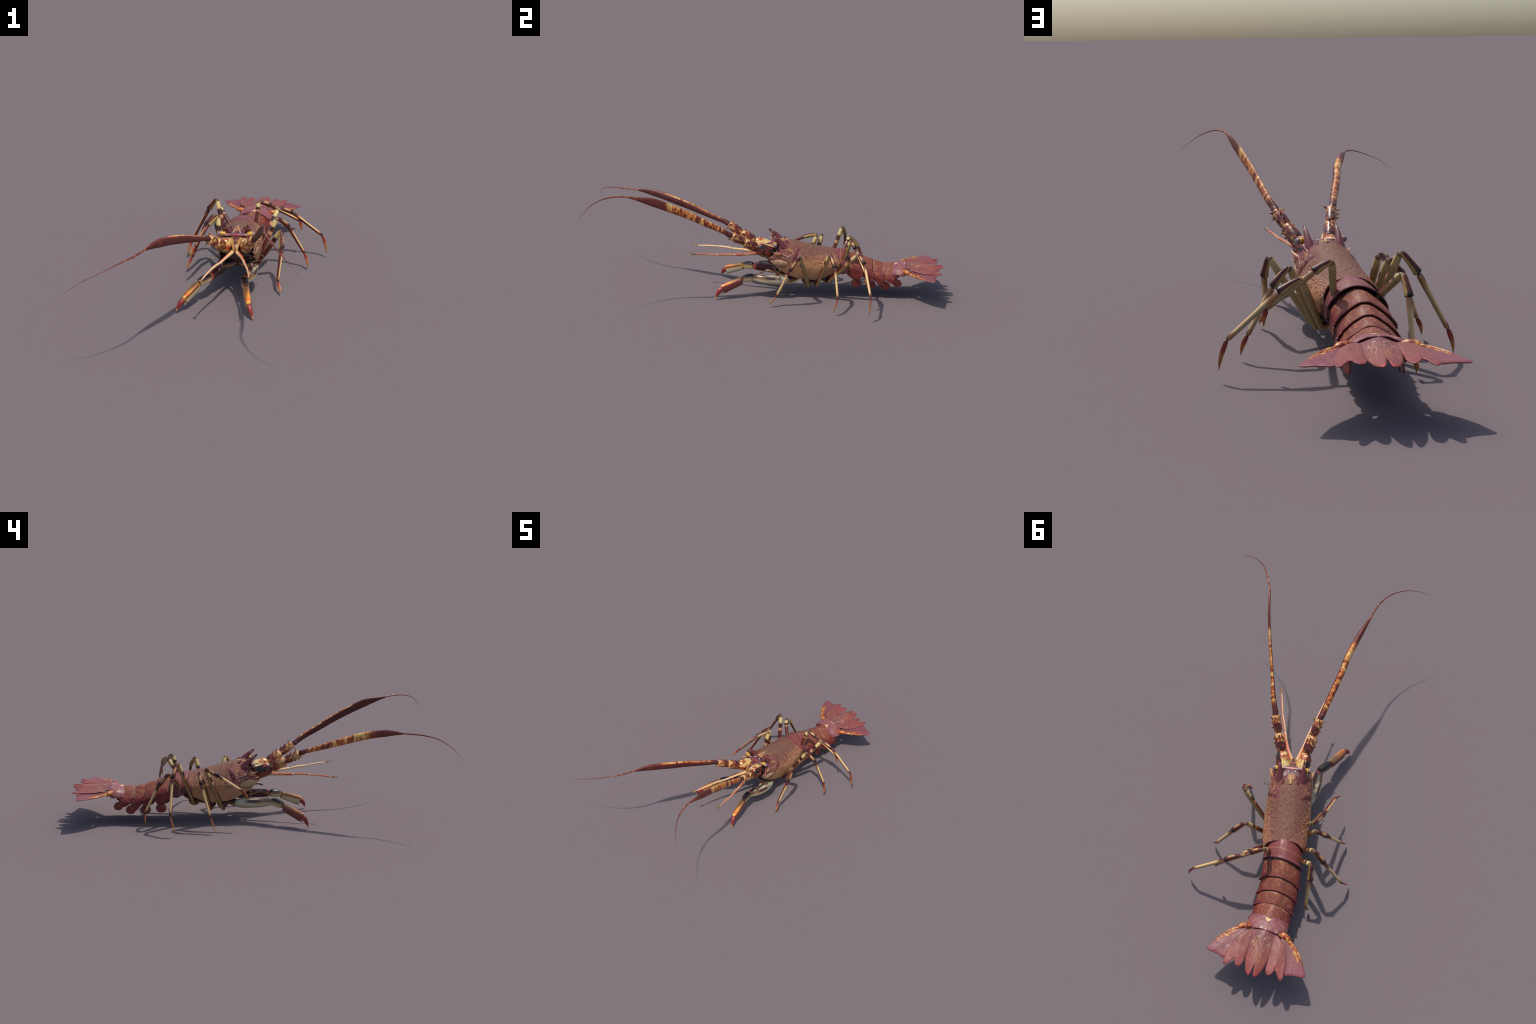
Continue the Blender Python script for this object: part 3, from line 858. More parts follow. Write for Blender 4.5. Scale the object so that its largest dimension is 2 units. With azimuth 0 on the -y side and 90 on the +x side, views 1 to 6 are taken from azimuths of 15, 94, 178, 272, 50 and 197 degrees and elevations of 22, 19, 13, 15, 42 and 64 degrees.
for sgn in (1, -1):
    P = [(0.001, lerp(0.052, 0.077, i / 9) * sgn, 0.305) for i in range(10)]
    S = [(table([(0, 0.0075), (0.4, 0.0105), (0.8, 0.0115), (1, 0.010)], i / 9),) * 2 for i in range(10)]
    v, f = tube_mesh(P, S, (0, 0, 1), n=20)
    stalk = make_object("eyestalk", v, f, M_STALK, head, HEAD)
    ball("eye", (0.001, 0.0805 * sgn, 0.3045), 0.0112, M_EYE, head)

# striped tongue plate hanging forward between the antennae
m = Mat("tongue_shell", 0.4, 0.4, 0.15)
x, y, z = m.xyz("Object")
tc = m.add(x, m.mul(z, 0.0))
stripe = m.ramp(m.math("FRACT", m.mul(tc, 34)), [(0.0, (0.07, 0.025, 0.03)), (0.4, (0.16, 0.05, 0.03)), (0.6, (0.30, 0.10, 0.025)), (0.8, (0.10, 0.03, 0.035)), (1.0, (0.06, 0.03, 0.035))])
edge = m.step(m.sub(m.math("ABSOLUTE", y), m.mul(m.add(x, 0.08), 0.22)), 0.002, 0.007)
M_TONGUE = m.done(m.mix(edge, stripe, (0.42, 0.22, 0.06)))
P = catmull([(0.0, 0, 0.282), (-0.03, 0, 0.280), (-0.06, 0, 0.268), (-0.076, 0, 0.253), (-0.083, 0, 0.240)], 20)
S = [(table([(0, 0.040), (0.25, 0.027), (0.6, 0.0165), (0.85, 0.0125), (0.95, 0.009), (1, 0.003)], i / 19), table([(0, 0.012), (0.6, 0.008), (1, 0.003)], i / 19)) for i in range(20)]
v, f = tube_mesh(P, S, (-0.3, 0, 1), n=20)
make_object("rostral_tongue", v, f, M_TONGUE, head, HEAD)
for sgn in (1, -1):
    P = [(0.018 - 0.010 * t, (0.013 + 0.006 * t) * sgn, 0.308 - 0.002 * t) for t in (0, .33, .66, 1)]
    v, f = tube_mesh(P, [(0.0022, 0.003), (0.003, 0.004), (0.003, 0.004), (0.001, 0.001)], (0, 0, 1), n=8)
    make_object("brow_bead", v, f, mat_plain("bead_shell", (0.6, 0.55, 0.42), (0.7, 0.62, 0.5), bump=0), head, HEAD)

# ------------------------------------------------ antennae
M_PED = mat_peduncle()
M_THORN = mat_thorn()
M_FLAG = mat_flagellum()
m = Mat("flagellum_inner_side", 0.5, 0.3, 0.03)  # darker maroon than the outer side, with faint rust streaks
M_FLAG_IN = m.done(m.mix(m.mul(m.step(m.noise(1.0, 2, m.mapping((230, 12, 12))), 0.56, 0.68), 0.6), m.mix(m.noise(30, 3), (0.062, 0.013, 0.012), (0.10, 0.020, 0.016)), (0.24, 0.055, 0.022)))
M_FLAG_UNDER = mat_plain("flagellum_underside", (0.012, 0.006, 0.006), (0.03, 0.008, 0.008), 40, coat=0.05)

# way points of the flat blade of the whip, then of its thin drooping end
WHIP = {
    1: dict(blade=[(0.084, -0.172, 0.373), (0.108, -0.220, 0.404), (0.139, -0.305, 0.449), (0.171, -0.389, 0.4945), (0.203, -0.477, 0.5355), (0.228, -0.550, 0.566), (0.246, -0.615, 0.586), (0.262, -0.676, 0.602)],
            end=[(0.281, -0.714, 0.607), (0.301, -0.752, 0.607), (0.332, -0.798, 0.599), (0.378, -0.842, 0.577), (0.424, -0.871, 0.546), (0.463, -0.889, 0.512)]),
    -1: dict(blade=[(-0.129, -0.205, 0.373), (-0.140, -0.280, 0.396), (-0.153, -0.352, 0.420), (-0.164, -0.420, 0.443), (-0.174, -0.505, 0.470), (-0.190, -0.580, 0.489), (-0.208, -0.655, 0.502), (-0.224, -0.722, 0.507)],
             end=[(-0.234, -0.772, 0.506), (-0.248, -0.818, 0.505), (-0.285, -0.882, 0.497), (-0.342, -0.940, 0.475), (-0.402, -0.975, 0.447), (-0.463, -0.999, 0.406)]),
}
# blade rows: fraction from stem to pinch, half width, half height
BLADE = {
    1: [(0, 0.0130, 0.0140), (0.12, 0.0120, 0.0168), (0.3, 0.0085, 0.0215), (0.52, 0.0066, 0.0255), (0.71, 0.0060, 0.0268), (0.80, 0.0056, 0.0205), (0.92, 0.0048, 0.0095), (1, 0.0042, 0.0042)],
    -1: [(0, 0.0140, 0.0130), (0.12, 0.0142, 0.0150), (0.3, 0.0146, 0.0192), (0.55, 0.0152, 0.0235), (0.80, 0.0120, 0.0225), (0.88, 0.0090, 0.0165), (0.96, 0.0060, 0.0085), (1, 0.0048, 0.0058)],
}
THIN = [(0, 0.0042, 0.0044), (0.25, 0.0042, 0.0044), (0.5, 0.0026, 0.0028), (0.8, 0.0012, 0.0012), (1, 0.0004, 0.0004)]
def whip_path(sgn):
    w = WHIP[sgn]
    pts = catmull(w["blade"], 80)
    sz = [table(BLADE[sgn], i / 79) for i in range(80)]
    tail = catmull([pts[-6]] + [pts[-1]] + [Vector(p) for p in w["end"]], 60)
    n = 1 + 60 // 7
    for i, p in enumerate(tail[n:]):
        pts.append(p)
        sz.append(table(THIN, i / (len(tail[n:]) - 1)))
    return pts, sz
for sgn in (1, -1):
    j0, j1, j2, j3 = (-0.006, 0.040 * sgn, 0.247), (-0.098, 0.058 * sgn, 0.281), (-0.171, 0.081 * sgn, 0.324), (-0.240, 0.103 * sgn, 0.366)
    A, B, C, D = hp(*j0), hp(*j1), hp(*j2), hp(*j3)
    up = (0, 0, 1)
    block = limb("antenna", A, B, up, [(0, 0.032, 0.026, 0), (0.2, 0.037, 0.0295, 0), (0.6, 0.0365, 0.030, 0), (0.85, 0.032, 0.0265, 0), (0.96, 0.026, 0.021, 0), (1, 0.018, 0.016, 0)], mat_peduncle_block(sgn), thing, exp=0.85, n=28)
    s2 = limb("peduncle_joint", B, C, up, [(0, 0.017, 0.017, 0), (0.08, 0.0235, 0.0225, 0), (0.35, 0.0265, 0.0245, 0), (0.8, 0.0262, 0.0245, 0), (0.94, 0.022, 0.021, 0), (1, 0.016, 0.016, 0)], M_PED, block, exp=0.9, n=24)
    s3 = limb("peduncle_joint", C, D, up, [(0, 0.015, 0.015, 0), (0.08, 0.0195, 0.0185, 0), (0.4, 0.022, 0.0205, 0), (0.85, 0.0225, 0.021, 0), (0.97, 0.019, 0.018, 0), (1, 0.013, 0.013, 0)], M_PED, block, exp=0.9, n=24)
    def thorns(p, q, r, spec):
        """spec: along, angle round the joint (0 = left, 90 = top), length"""
        Mx, L = limb_matrix(p, q, up)
        for t, ang, ln in spec:
            a = math.radians(ang)
            nrm = (Mx.to_3x3() @ Vector((0.35, math.cos(a), math.sin(a)))).normalized()
            nb = Mx.to_3x3() @ Vector((0, math.cos(a), math.sin(a)))
            base = Mx @ Vector((L * t, 0, 0)) + nb * (r * 0.9)
            v, f = cone_mesh(base, nrm, 0.0042, ln, n=8, rings=5)
            Mo, _ = limb_matrix(base, base + nrm * ln, (0.1, 0.2, 1))
            inv = Mo.inverted()
            make_object("thorn", [inv @ k for k in v], f, M_THORN, block, Mo)
    mir = (lambda a: a) if sgn > 0 else (lambda a: 180 - a)     # angle 0 points outwards
    thorns(B, C, 0.025, [(0.25, 90, 0.014), (0.55, 88, 0.016), (0.85, 85, 0.018), (0.75, mir(0), 0.012), (0.45, mir(-30), 0.014), (0.85, mir(-50), 0.013)])
    thorns(C, D, 0.021, [(0.22, mir(70), 0.016), (0.52, mir(70), 0.019), (0.86, mir(75), 0.019), (0.35, mir(5), 0.017), (0.62, mir(0), 0.017), (0.9, mir(0), 0.017), (0.9, mir(150), 0.018), (0.8, mir(-60), 0.019), (0.95, mir(-110), 0.017), (0.55, mir(-80), 0.012)])
    thorns(A, B, 0.030, [(0.75, mir(5), 0.011), (0.5, mir(0), 0.011), (0.12, mir(20), 0.010)])
    # whip
    pts, sz = whip_path(sgn)
    Mo, L = limb_matrix(pts[0], pts[-1], (0, 0, 1))
    inv = Mo.inverted()
    NS = 20
    v, f = tube_mesh(pts, sz, (0, 0, 1), n=NS, dent=0.55)
    slots = []
    for i in range(len(pts) - 1):
        for j in range(NS):
            an = (j + 0.5) / NS * 360
            if sgn < 0: an = (180 - an) % 360          # 0 = outer side, 90 = top, 180 = inner side
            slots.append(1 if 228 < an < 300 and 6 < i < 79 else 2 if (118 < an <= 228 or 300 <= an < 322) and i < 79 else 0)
    slots += [0] * (2 * NS)
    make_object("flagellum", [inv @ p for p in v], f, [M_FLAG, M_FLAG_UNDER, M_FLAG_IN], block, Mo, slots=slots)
    # collar joining whip and stem
    v, f = tube_mesh([D + (C - D).normalized() * 0.006, D, pts[1], pts[3]], [(0.012, 0.012), (0.0135, 0.0135), (0.0142, 0.0142), (0.0125, 0.0132)], (0, 0, 1), n=18)
    make_object("collar", v, f, mat_plain("collar_shell", (0.07, 0.015, 0.014), (0.12, 0.024, 0.02)), block)

# ------------------------------------------------ antennules
ANT = {1: [(-0.045, -0.012, 0.238), (0.029, -0.147, 0.243), (0.068, -0.234, 0.250), (0.106, -0.343, 0.260)],
       -1: [(-0.066, -0.014, 0.238), (-0.081, -0.167, 0.241), (-0.095, -0.249, 0.244), (-0.107, -0.366, 0.237)]}
M_TIP = mat_plain("antennule_tip_shell", (0.05, 0.045, 0.03), (0.45, 0.26, 0.08), 150, bump=0)
for sgn in (1, -1):
    p = ANT[sgn]
    am = mat_antennule(sgn)
    r = [[(0, 0.0100, 0.0100, 0), (0.2, 0.0090, 0.0090, 0), (0.7, 0.0070, 0.0068, 0), (0.97, 0.0066, 0.0064, 0), (1, 0.004, 0.004, 0)], [(0, 0.004, 0.004, 0), (0.04, 0.0062, 0.0060, 0), (0.5, 0.0058, 0.0056, 0), (0.97, 0.0052, 0.0050, 0), (1, 0.003, 0.003, 0)], [(0, 0.003, 0.003, 0), (0.04, 0.0050, 0.0050, 0), (0.9, 0.0035, 0.0035, 0), (1, 0.0025, 0.0025, 0)]]
    first = limb("antennule", p[0], p[1], (0, 0, 1), r[0], am, thing, n=14, side=0.006 if sgn > 0 else -0.002, bend=-0.001)
    for k in (1, 2):
        limb("antennule_joint", Vector(p[k]) + (Vector(p[k + 1]) - Vector(p[k])).normalized() * 0.001, p[k + 1], (0, 0, 1), r[k], am, first, n=12, bend=0.002)
    tip = Vector(p[3])
    d = (tip - Vector(p[2])).normalized()
    sidev = d.cross(Vector((0, 0, 1)))
    for dv in (d * 0.040 + sidev * 0.007 + Vector((0, 0, 0.006)), d * 0.032 - sidev * 0.009, d * 0.022 + Vector((0, 0, -0.004))):
        limb("antennule_fork", tip - d * 0.002, tip + dv, (0, 0, 1), [(0, 0.0024, 0.0024, 0), (0.35, 0.0028, 0.0028, 0), (1, 0.0004, 0.0004, 0)], M_TIP, first, n=8, rings=10, bend=0.001)

# ------------------------------------------------ mouthparts
M_MAX = mat_coxa()
M_DARK = mat_plain("mouth_shell", (0.03, 0.024, 0.02), (0.09, 0.05, 0.035), 50, rough=0.3, coat=0.4)
M_PALE = mat_plain("mouth_plate_shell", (0.38, 0.34, 0.24), (0.16, 0.06, 0.03), 60, rough=0.35, coat=0.3)
mouth = lump("mouth", [(0.020, 0.030, 0.190, 0.225), (0.035, 0.050, 0.182, 0.225), (0.060, 0.062, 0.158, 0.22), (0.09, 0.068, 0.136, 0.20), (0.13, 0.06, 0.116, 0.18)], M_DARK, thing)
for sgn in (1, -1):
    a, c, e, g = hp(0.055, 0.070 * sgn, 0.132), hp(-0.026, 0.072 * sgn, 0.157), hp(-0.050, 0.076 * sgn, 0.156), hp(-0.080, 0.080 * sgn, 0.142)
    limb("maxilliped", a, c, (0, 0, 1), [(0, 0.0065, 0.007, 0), (0.5, 0.0085, 0.0085, 0), (0.9, 0.0080, 0.008, 0), (1, 0.005, 0.005, 0)], M_MAX, mouth, bend=0.002)
    limb("maxilliped_joint", c, e, (0, 0, 1), [(0, 0.005, 0.005, 0), (0.2, 0.0070, 0.0070, 0), (0.8, 0.0065, 0.0065, 0), (1, 0.004, 0.004, 0)], M_PALE, mouth, bend=0.001)
    limb("maxilliped_joint", e, g, (0, 0, 1), [(0, 0.004, 0.004, 0), (0.3, 0.0062, 0.006, 0), (0.8, 0.0045, 0.0045, 0), (1, 0.001, 0.001, 0)], M_MAX, mouth, bend=0.002)
    limb("maxilliped_base", hp(0.018, 0.088 * sgn, 0.127), hp(0.018, 0.007 * sgn, 0.146), (0, 0, 1), [(0, 0.007, 0.007, 0), (0.15, 0.0105, 0.010, 0), (0.75, 0.0105, 0.010, 0), (1, 0.005, 0.005, 0)], M_MAX, mouth)
    limb("maxilliped_base", hp(0.030, 0.100 * sgn, 0.118), hp(0.016, 0.084 * sgn, 0.128), (0, 0, 1), [(0, 0.007, 0.007, 0), (0.4, 0.0105, 0.010, 0), (1, 0.006, 0.006, 0)], M_PALE, mouth)
    for k, (s, d, zz) in enumerate(((0.014, 0.012, 0.170), (0.020, 0.034, 0.176), (0.026, 0.054, 0.184))):
        limb("mouth_plate", hp(s + 0.04, d * sgn, zz - 0.012), hp(s, d * 0.8 * sgn, zz), (0, 0, 1), [(0, 0.009, 0.010, 0), (0.6, 0.009, 0.011, 0), (1, 0.002, 0.003, 0)], M_PALE if k != 1 else M_DARK, mouth)
    # thin curled feeler
    cx, cz, rr = 0.117 * sgn, 0.176, 0.0125
    pts = [(0.0, 0.060 * sgn, 0.160), (0.01, 0.080 * sgn, 0.157), (0.018, 0.097 * sgn, 0.158)]
    for k in range(12):
        an = math.radians(-95 + 27 * k)
        r_ = rr * (1.25 - 0.06 * k)
        pts.append((0.022, cx + math.cos(an) * r_ * sgn * -1 * -1, cz + math.sin(an) * r_))
    P = catmull(pts, 60)
    v, f = tube_mesh(P, [(lerp(0.0016, 0.0008, i / 59),) * 2 for i in range(60)], (1, 0.1, 0), n=8)
    make_object("feeler", v, f, mat_plain("feeler_shell", (0.04, 0.03, 0.015), (0.22, 0.18, 0.05), 60, bump=0), mouth, HEAD)

# ------------------------------------------------ thorax underside
M_STERN = mat_plain("sternum_shell", (0.05, 0.02, 0.022), (0.20, 0.09, 0.04), 45, rough=0.35, coat=0.3)
thorax = lump("thorax", [(0.06, 0.030, 0.105, 0.19), (0.10, 0.060, 0.095, 0.22), (0.16, 0.080, 0.085, 0.24), (0.24, 0.084, 0.083, 0.24), (0.31, 0.074, 0.098, 0.23), (0.36, 0.058, 0.125, 0.22)], M_STERN, thing)

# ------------------------------------------------ walking legs
MERUS = [(0, 0.0085, 0.0085, 0), (0.04, 0.0105, 0.0105, 0), (0.4, 0.0112, 0.0105, 0), (0.85, 0.0122, 0.0115, 0), (0.95, 0.0112, 0.0105, 0), (1, 0.0065, 0.0065, 0)]
CARPUS = [(0, 0.0052, 0.0055, 0), (0.07, 0.0090, 0.0085, 0), (0.35, 0.0108, 0.0100, 0.000), (0.8, 0.0132, 0.0108, 0), (0.95, 0.0140, 0.0110, 0), (0.985, 0.0128, 0.0100, 0), (1, 0.0090, 0.0080, 0)]
PROP = [(0, 0.0070, 0.0062, 0), (0.04, 0.0098, 0.0078, 0), (0.15, 0.0098, 0.0078, 0), (0.5, 0.0082, 0.0068, 0), (0.85, 0.0080, 0.0068, 0), (0.96, 0.0078, 0.0066, 0), (1, 0.0045, 0.0045, 0)]
DACT = [(0, 0.0035, 0.0032, 0), (0.06, 0.0070, 0.0042, 0), (0.3, 0.0080, 0.0042, 0), (0.7, 0.0050, 0.0030, 0), (1, 0.0005, 0.0005, 0)]
# side, base, knee, carpus end, propodus end, tip
LEGS = [
    (1, (-0.015, 0.263, 0.074), (0.118, 0.210, 0.285), (0.133, 0.162, 0.205), (0.128, 0.096, 0.055), (0.150, 0.057, 0.011)),
    (1, (-0.027, 0.310, 0.074), (0.059, 0.371, 0.289), (0.114, 0.402, 0.230), (0.192, 0.425, 0.086), (0.214, 0.406, 0.0145)),
    (1, (-0.040, 0.368, 0.092), (0.031, 0.524, 0.287), (0.100, 0.556, 0.254), (0.252, 0.594, 0.127), (0.278, 0.591, 0.032)),
    (1, (-0.073, 0.446, 0.214), (-0.064, 0.482, 0.329), (-0.006, 0.507, 0.302), (0.136, 0.567, 0.210), (0.144, 0.564, 0.155)),
    (-1, (-0.189, 0.203, 0.075), (-0.229, 0.296, 0.302), (-0.262, 0.222, 0.274), (-0.289, 0.098, 0.204), (-0.306, 0.062, 0.156)),
    (-1, (-0.189, 0.269, 0.074), (-0.257, 0.323, 0.297), (-0.304, 0.308, 0.237), (-0.362, 0.256, 0.079), (-0.384, 0.230, 0.012)),
    (-1, (-0.192, 0.356, 0.104), (-0.276, 0.433, 0.344), (-0.329, 0.453, 0.276), (-0.421, 0.457, 0.103), (-0.448, 0.425, 0.012)),
    (-1, (-0.207, 0.438, 0.204), (-0.276, 0.478, 0.287), (-0.288, 0.530, 0.225), (-0.290, 0.604, 0.072), (-0.301, 0.598, 0.012)),
]
MERUS_M = {1: mat_merus(-1), -1: mat_merus(1)}
CARP_M = {1: mat_carpus(-1), -1: mat_carpus(1)}
PROP_M = {1: mat_propodus(-1), -1: mat_propodus(1)}
DACT_M = mat_dactyl()
COXA_M = mat_coxa()
M_KNEE = mat_plain("knee_shell", (0.07, 0.02, 0.015), (0.34, 0.24, 0.10), 120)
def toward(a, b, dist):
    a, b = Vector(a), Vector(b)
    return a + (b - a).normalized() * dist
for k, (sgn, b0, kn, ce, pe, tp) in enumerate(LEGS):
    inward, up = (-sgn, 0, 0.2), (sgn, 0, 0.4)
    knee_in = toward(kn, b0, 0.006)
    merus = limb("leg", b0, knee_in, inward, MERUS, MERUS_M[sgn], thing, exp=0.9, ext=(0.006, 0), bend=-0.002)
    limb("knee", toward(kn, b0, 0.016), toward(kn, ce, 0.010), (0, 0, 1), [(0, 0.0065, 0.0065, 0), (0.3, 0.0095, 0.0090, 0), (0.7, 0.0090, 0.0085, 0), (1, 0.005, 0.005, 0)], M_KNEE, merus, rings=12, bend=0.003)
    limb("carpus", toward(kn, ce, 0.004), toward(ce, kn, 0.001), up, CARPUS, CARP_M[sgn], merus, exp=0.85, bend=0.002)
    d = (Vector(pe) - Vector(ce)).normalized()
    limb("propodus", Vector(ce) + d * 0.001, toward(pe, ce, -0.001), up, PROP, PROP_M[sgn], merus, exp=0.9)
    out = Vector((sgn * 1.0, 0.2, 0.6))
    if k == 4: out = Vector((-0.6, -0.4, 1))
    dl = (Vector(tp) - Vector(pe)).length
    if k in (3, 7):   # hindmost pair ends in a small grooming pincer
        limb("dactyl", toward(pe, tp, 0.003), tp, out, DACT, DACT_M, merus, bend=0.003)
        fp = Vector(pe) + (Vector(tp) - Vector(pe)) * 0.45
        limb("pincer_finger", Vector(pe) + (Vector(tp) - Vector(pe)) * 0.3, fp + Vector((0.012 * sgn, 0, -0.016)), out, [(0, 0.0035, 0.003, 0), (0.5, 0.0032, 0.0028, 0), (1, 0.0005, 0.0005, 0)], DACT_M, merus, bend=0.003)
    else:
        limb("dactyl", toward(pe, tp, 0.0025), tp, out, DACT, DACT_M, merus, bend=0.0045)
    # knuckle joints below the body
    if k not in (3, 7):
        q = hp(*( (Vector(b0) - ORG).dot(BACK) - 0.005, 0.030 * sgn, 0.106))
        mid = toward(b0, q, 0.022)
        limb("coxa", q, mid, (0, 0, 1), [(0, 0.019, 0.027, 0), (0.4, 0.0235, 0.0305, 0), (0.85, 0.0200, 0.0250, 0), (1, 0.011, 0.012, 0)], COXA_M, merus, ext=(0, 0.006))
        limb("ischium", mid, b0, (0, 0, 1), [(0, 0.010, 0.010, 0), (0.2, 0.0128, 0.0128, 0), (0.8, 0.0122, 0.0118, 0), (1, 0.008, 0.008, 0)], COXA_M, merus, ext=(0, 0.006))
    else:
        q = hp(*( (Vector(b0) - ORG).dot(BACK) - 0.03, 0.045 * sgn, 0.17))
        limb("ischium", q, b0, (0, 0, 1), [(0, 0.009, 0.009, 0), (0.5, 0.0095, 0.0095, 0), (1, 0.008, 0.008, 0)], M_STERN, merus)

# ------------------------------------------------ front pair of stout legs
CLAWS = [
    (1, (-0.010, 0.150, 0.100), (-0.003, -0.040, 0.109), (0.021, -0.099, 0.100), (0.061, -0.200, 0.063), (0.093, -0.238, 0.001), -0.018),
    (-1, (-0.154, 0.140, 0.097), (-0.169, -0.055, 0.114), (-0.208, -0.114, 0.103), (-0.248, -0.213, 0.065), (-0.279, -0.248, 0.005), 0.012),
]
for sgn, b0, me, ce, pe, tp, bow in CLAWS:
    up = (0, -0.15, 1)
    front = sgn     # local y that points outwards
    merus = limb("foreleg", b0, me, up, [(0, 0.013, 0.012, 0), (0.06, 0.0215, 0.0190, 0), (0.3, 0.0258, 0.0238, 0), (0.6, 0.0252, 0.0235, 0.000), (0.9, 0.0220, 0.0200, 0.000), (0.97, 0.0195, 0.0175, 0), (1, 0.013, 0.011, 0)], mat_claw_merus(front), thing, exp=0.82, n=26, side=-bow * 1.0)
    limb("carpus", toward(me, ce, -0.006), toward(ce, me, 0.001), up, [(0, 0.012, 0.011, 0), (0.15, 0.0200, 0.0180, -0.001), (0.5, 0.0225, 0.0200, -0.001), (0.85, 0.0190, 0.0180, 0.001), (0.96, 0.0145, 0.0140, 0.004), (1, 0.008, 0.008, 0.004)], mat_claw_carpus(front), merus, exp=0.85, n=24, bend=0.003)
    limb("propodus", toward(ce, pe, 0.004), toward(pe, ce, -0.006), up, [(0, 0.017, 0.011, -0.005), (0.04, 0.0210, 0.0152, -0.005), (0.3, 0.0235, 0.0172, -0.006), (0.7, 0.0245, 0.0168, -0.008), (0.94, 0.0255, 0.0150, -0.011), (0.985, 0.0235, 0.0120, -0.012), (1, 0.018, 0.009, -0.013)], mat_claw_propodus(front), merus, exp=0.78, n=26)
    D = (Vector(pe) - Vector(ce)).normalized()
    # lower corner that opposes the finger
    c0 = Vector(pe) + D * -0.014 + Vector((0, 0, -0.026))
    limb("pincer_corner", c0, c0 + D * 0.018 + Vector((0, 0, -0.010)), (0, 0, 1), [(0, 0.0105, 0.0095, 0), (0.5, 0.0065, 0.006, 0), (1, 0.0008, 0.0008, 0)], mat_plain("pincer_corner_shell", (0.40, 0.33, 0.20), (0.25, 0.07, 0.03), 60), merus, rings=10)
    limb("dactyl", toward(pe, tp, 0.004), tp, Vector(D) + Vector((0, 0, 0.6)), [(0, 0.007, 0.006, 0), (0.06, 0.0130, 0.0110, 0), (0.25, 0.0138, 0.0115, 0), (0.6, 0.0092, 0.0080, 0), (0.85, 0.0043, 0.004, 0), (1, 0.0005, 0.0005, 0)], mat_claw_dactyl(), merus, bend=0.006, n=20)
    # stout spine and lobe on the inner upper edge of the long joint
    bm = Vector(b0).lerp(Vector(me), 0.45)
    q = hp(0.135, 0.030 * sgn, 0.108)
    limb("coxa", q, b0, (0, 0, 1), [(0, 0.018, 0.020, 0), (0.4, 0.0215, 0.0225, 0), (0.9, 0.0190, 0.0185, 0), (1, 0.011, 0.011, 0)], COXA_M, merus, ext=(0, 0.008))

# ------------------------------------------------ abdomen
def xc(y): return table([(0.36, -0.120), (0.39, -0.1265), (0.45, -0.137), (0.507, -0.149), (0.57, -0.155), (0.66, -0.159), (0.8, -0.159)], y)
ABD_TOP = [(0.37, 0.250), (0.44, 0.246), (0.50, 0.226), (0.56, 0.206), (0.62, 0.183), (0.68, 0.170), (0.74, 0.170), (0.80, 0.180)]
P, S = [], []
for i in range(30):
    y = lerp(0.36, 0.79, i / 29)
    t = table(ABD_TOP, y)
    lo = table([(0.36, 0.14), (0.5, 0.125), (0.6, 0.105), (0.7, 0.108), (0.79, 0.135)], y)
    P.append((xc(y), y, (t + lo) / 2)); S.append((0.062 if y < 0.7 else lerp(0.062, 0.050, (y - 0.7) / 0.09), (t - lo) / 2 - 0.010))
v, f = tube_mesh(P, S, (0, 0, 1), n=30)
abdomen = make_object("abdomen", v, f, mat_plain("abdomen_underside", (0.07, 0.022, 0.024), (0.16, 0.05, 0.04), 40), thing)

M_TERG = mat_tergite()
M_T1, M_T6 = mat_first_tergite(), mat_last_tergite()
# name rows: y front, y rear, crown z front, crown z rear, half width front, rear, hem heights at u = 0, 0.35, 0.72, 1
ARCH = [(0, 0.0), (0.10, 0.010), (0.20, 0.058), (0.36, 0.190), (0.66, 0.50), (0.86, 0.75), (1.0, 1.0)]
ARCH1 = [(0, 0.0), (0.15, 0.015), (0.33, 0.095), (0.6, 0.30), (0.85, 0.66), (1.0, 1.0)]
ARCH6 = [(0, 0.0), (0.3, 0.05), (0.6, 0.24), (0.8, 0.48), (1.0, 1.0)]
SEGS = [
    (0.370, 0.474, 0.2560, 0.2490, 0.083, 0.0920, (0.185, 0.160, 0.140, 0.150), M_T1),
    (0.462, 0.552, 0.2400, 0.2200, 0.0850, 0.0910, (0.135, 0.112, 0.103, 0.140), M_TERG),
    (0.540, 0.610, 0.2140, 0.1975, 0.0845, 0.0900, (0.140, 0.110, 0.080, 0.112), M_TERG),
    (0.600, 0.666, 0.1925, 0.1800, 0.0840, 0.0895, (0.122, 0.098, 0.073, 0.112), M_TERG),
    (0.656, 0.734, 0.1765, 0.1800, 0.0830, 0.0895, (0.118, 0.103, 0.090, 0.130), M_TERG),
    (0.724, 0.799, 0.1790, 0.1915, 0.0830, 0.0860, (0.148, 0.142, 0.138, 0.152), M_T6),
]
M_TIN = mat_plain("tergite_inside", (0.06, 0.016, 0.022), (0.09, 0.024, 0.03), 40)
M_PSP = mat_plain("pleura_spine_shell", (0.13, 0.02, 0.02), (0.2, 0.035, 0.03), 60, bump=0)
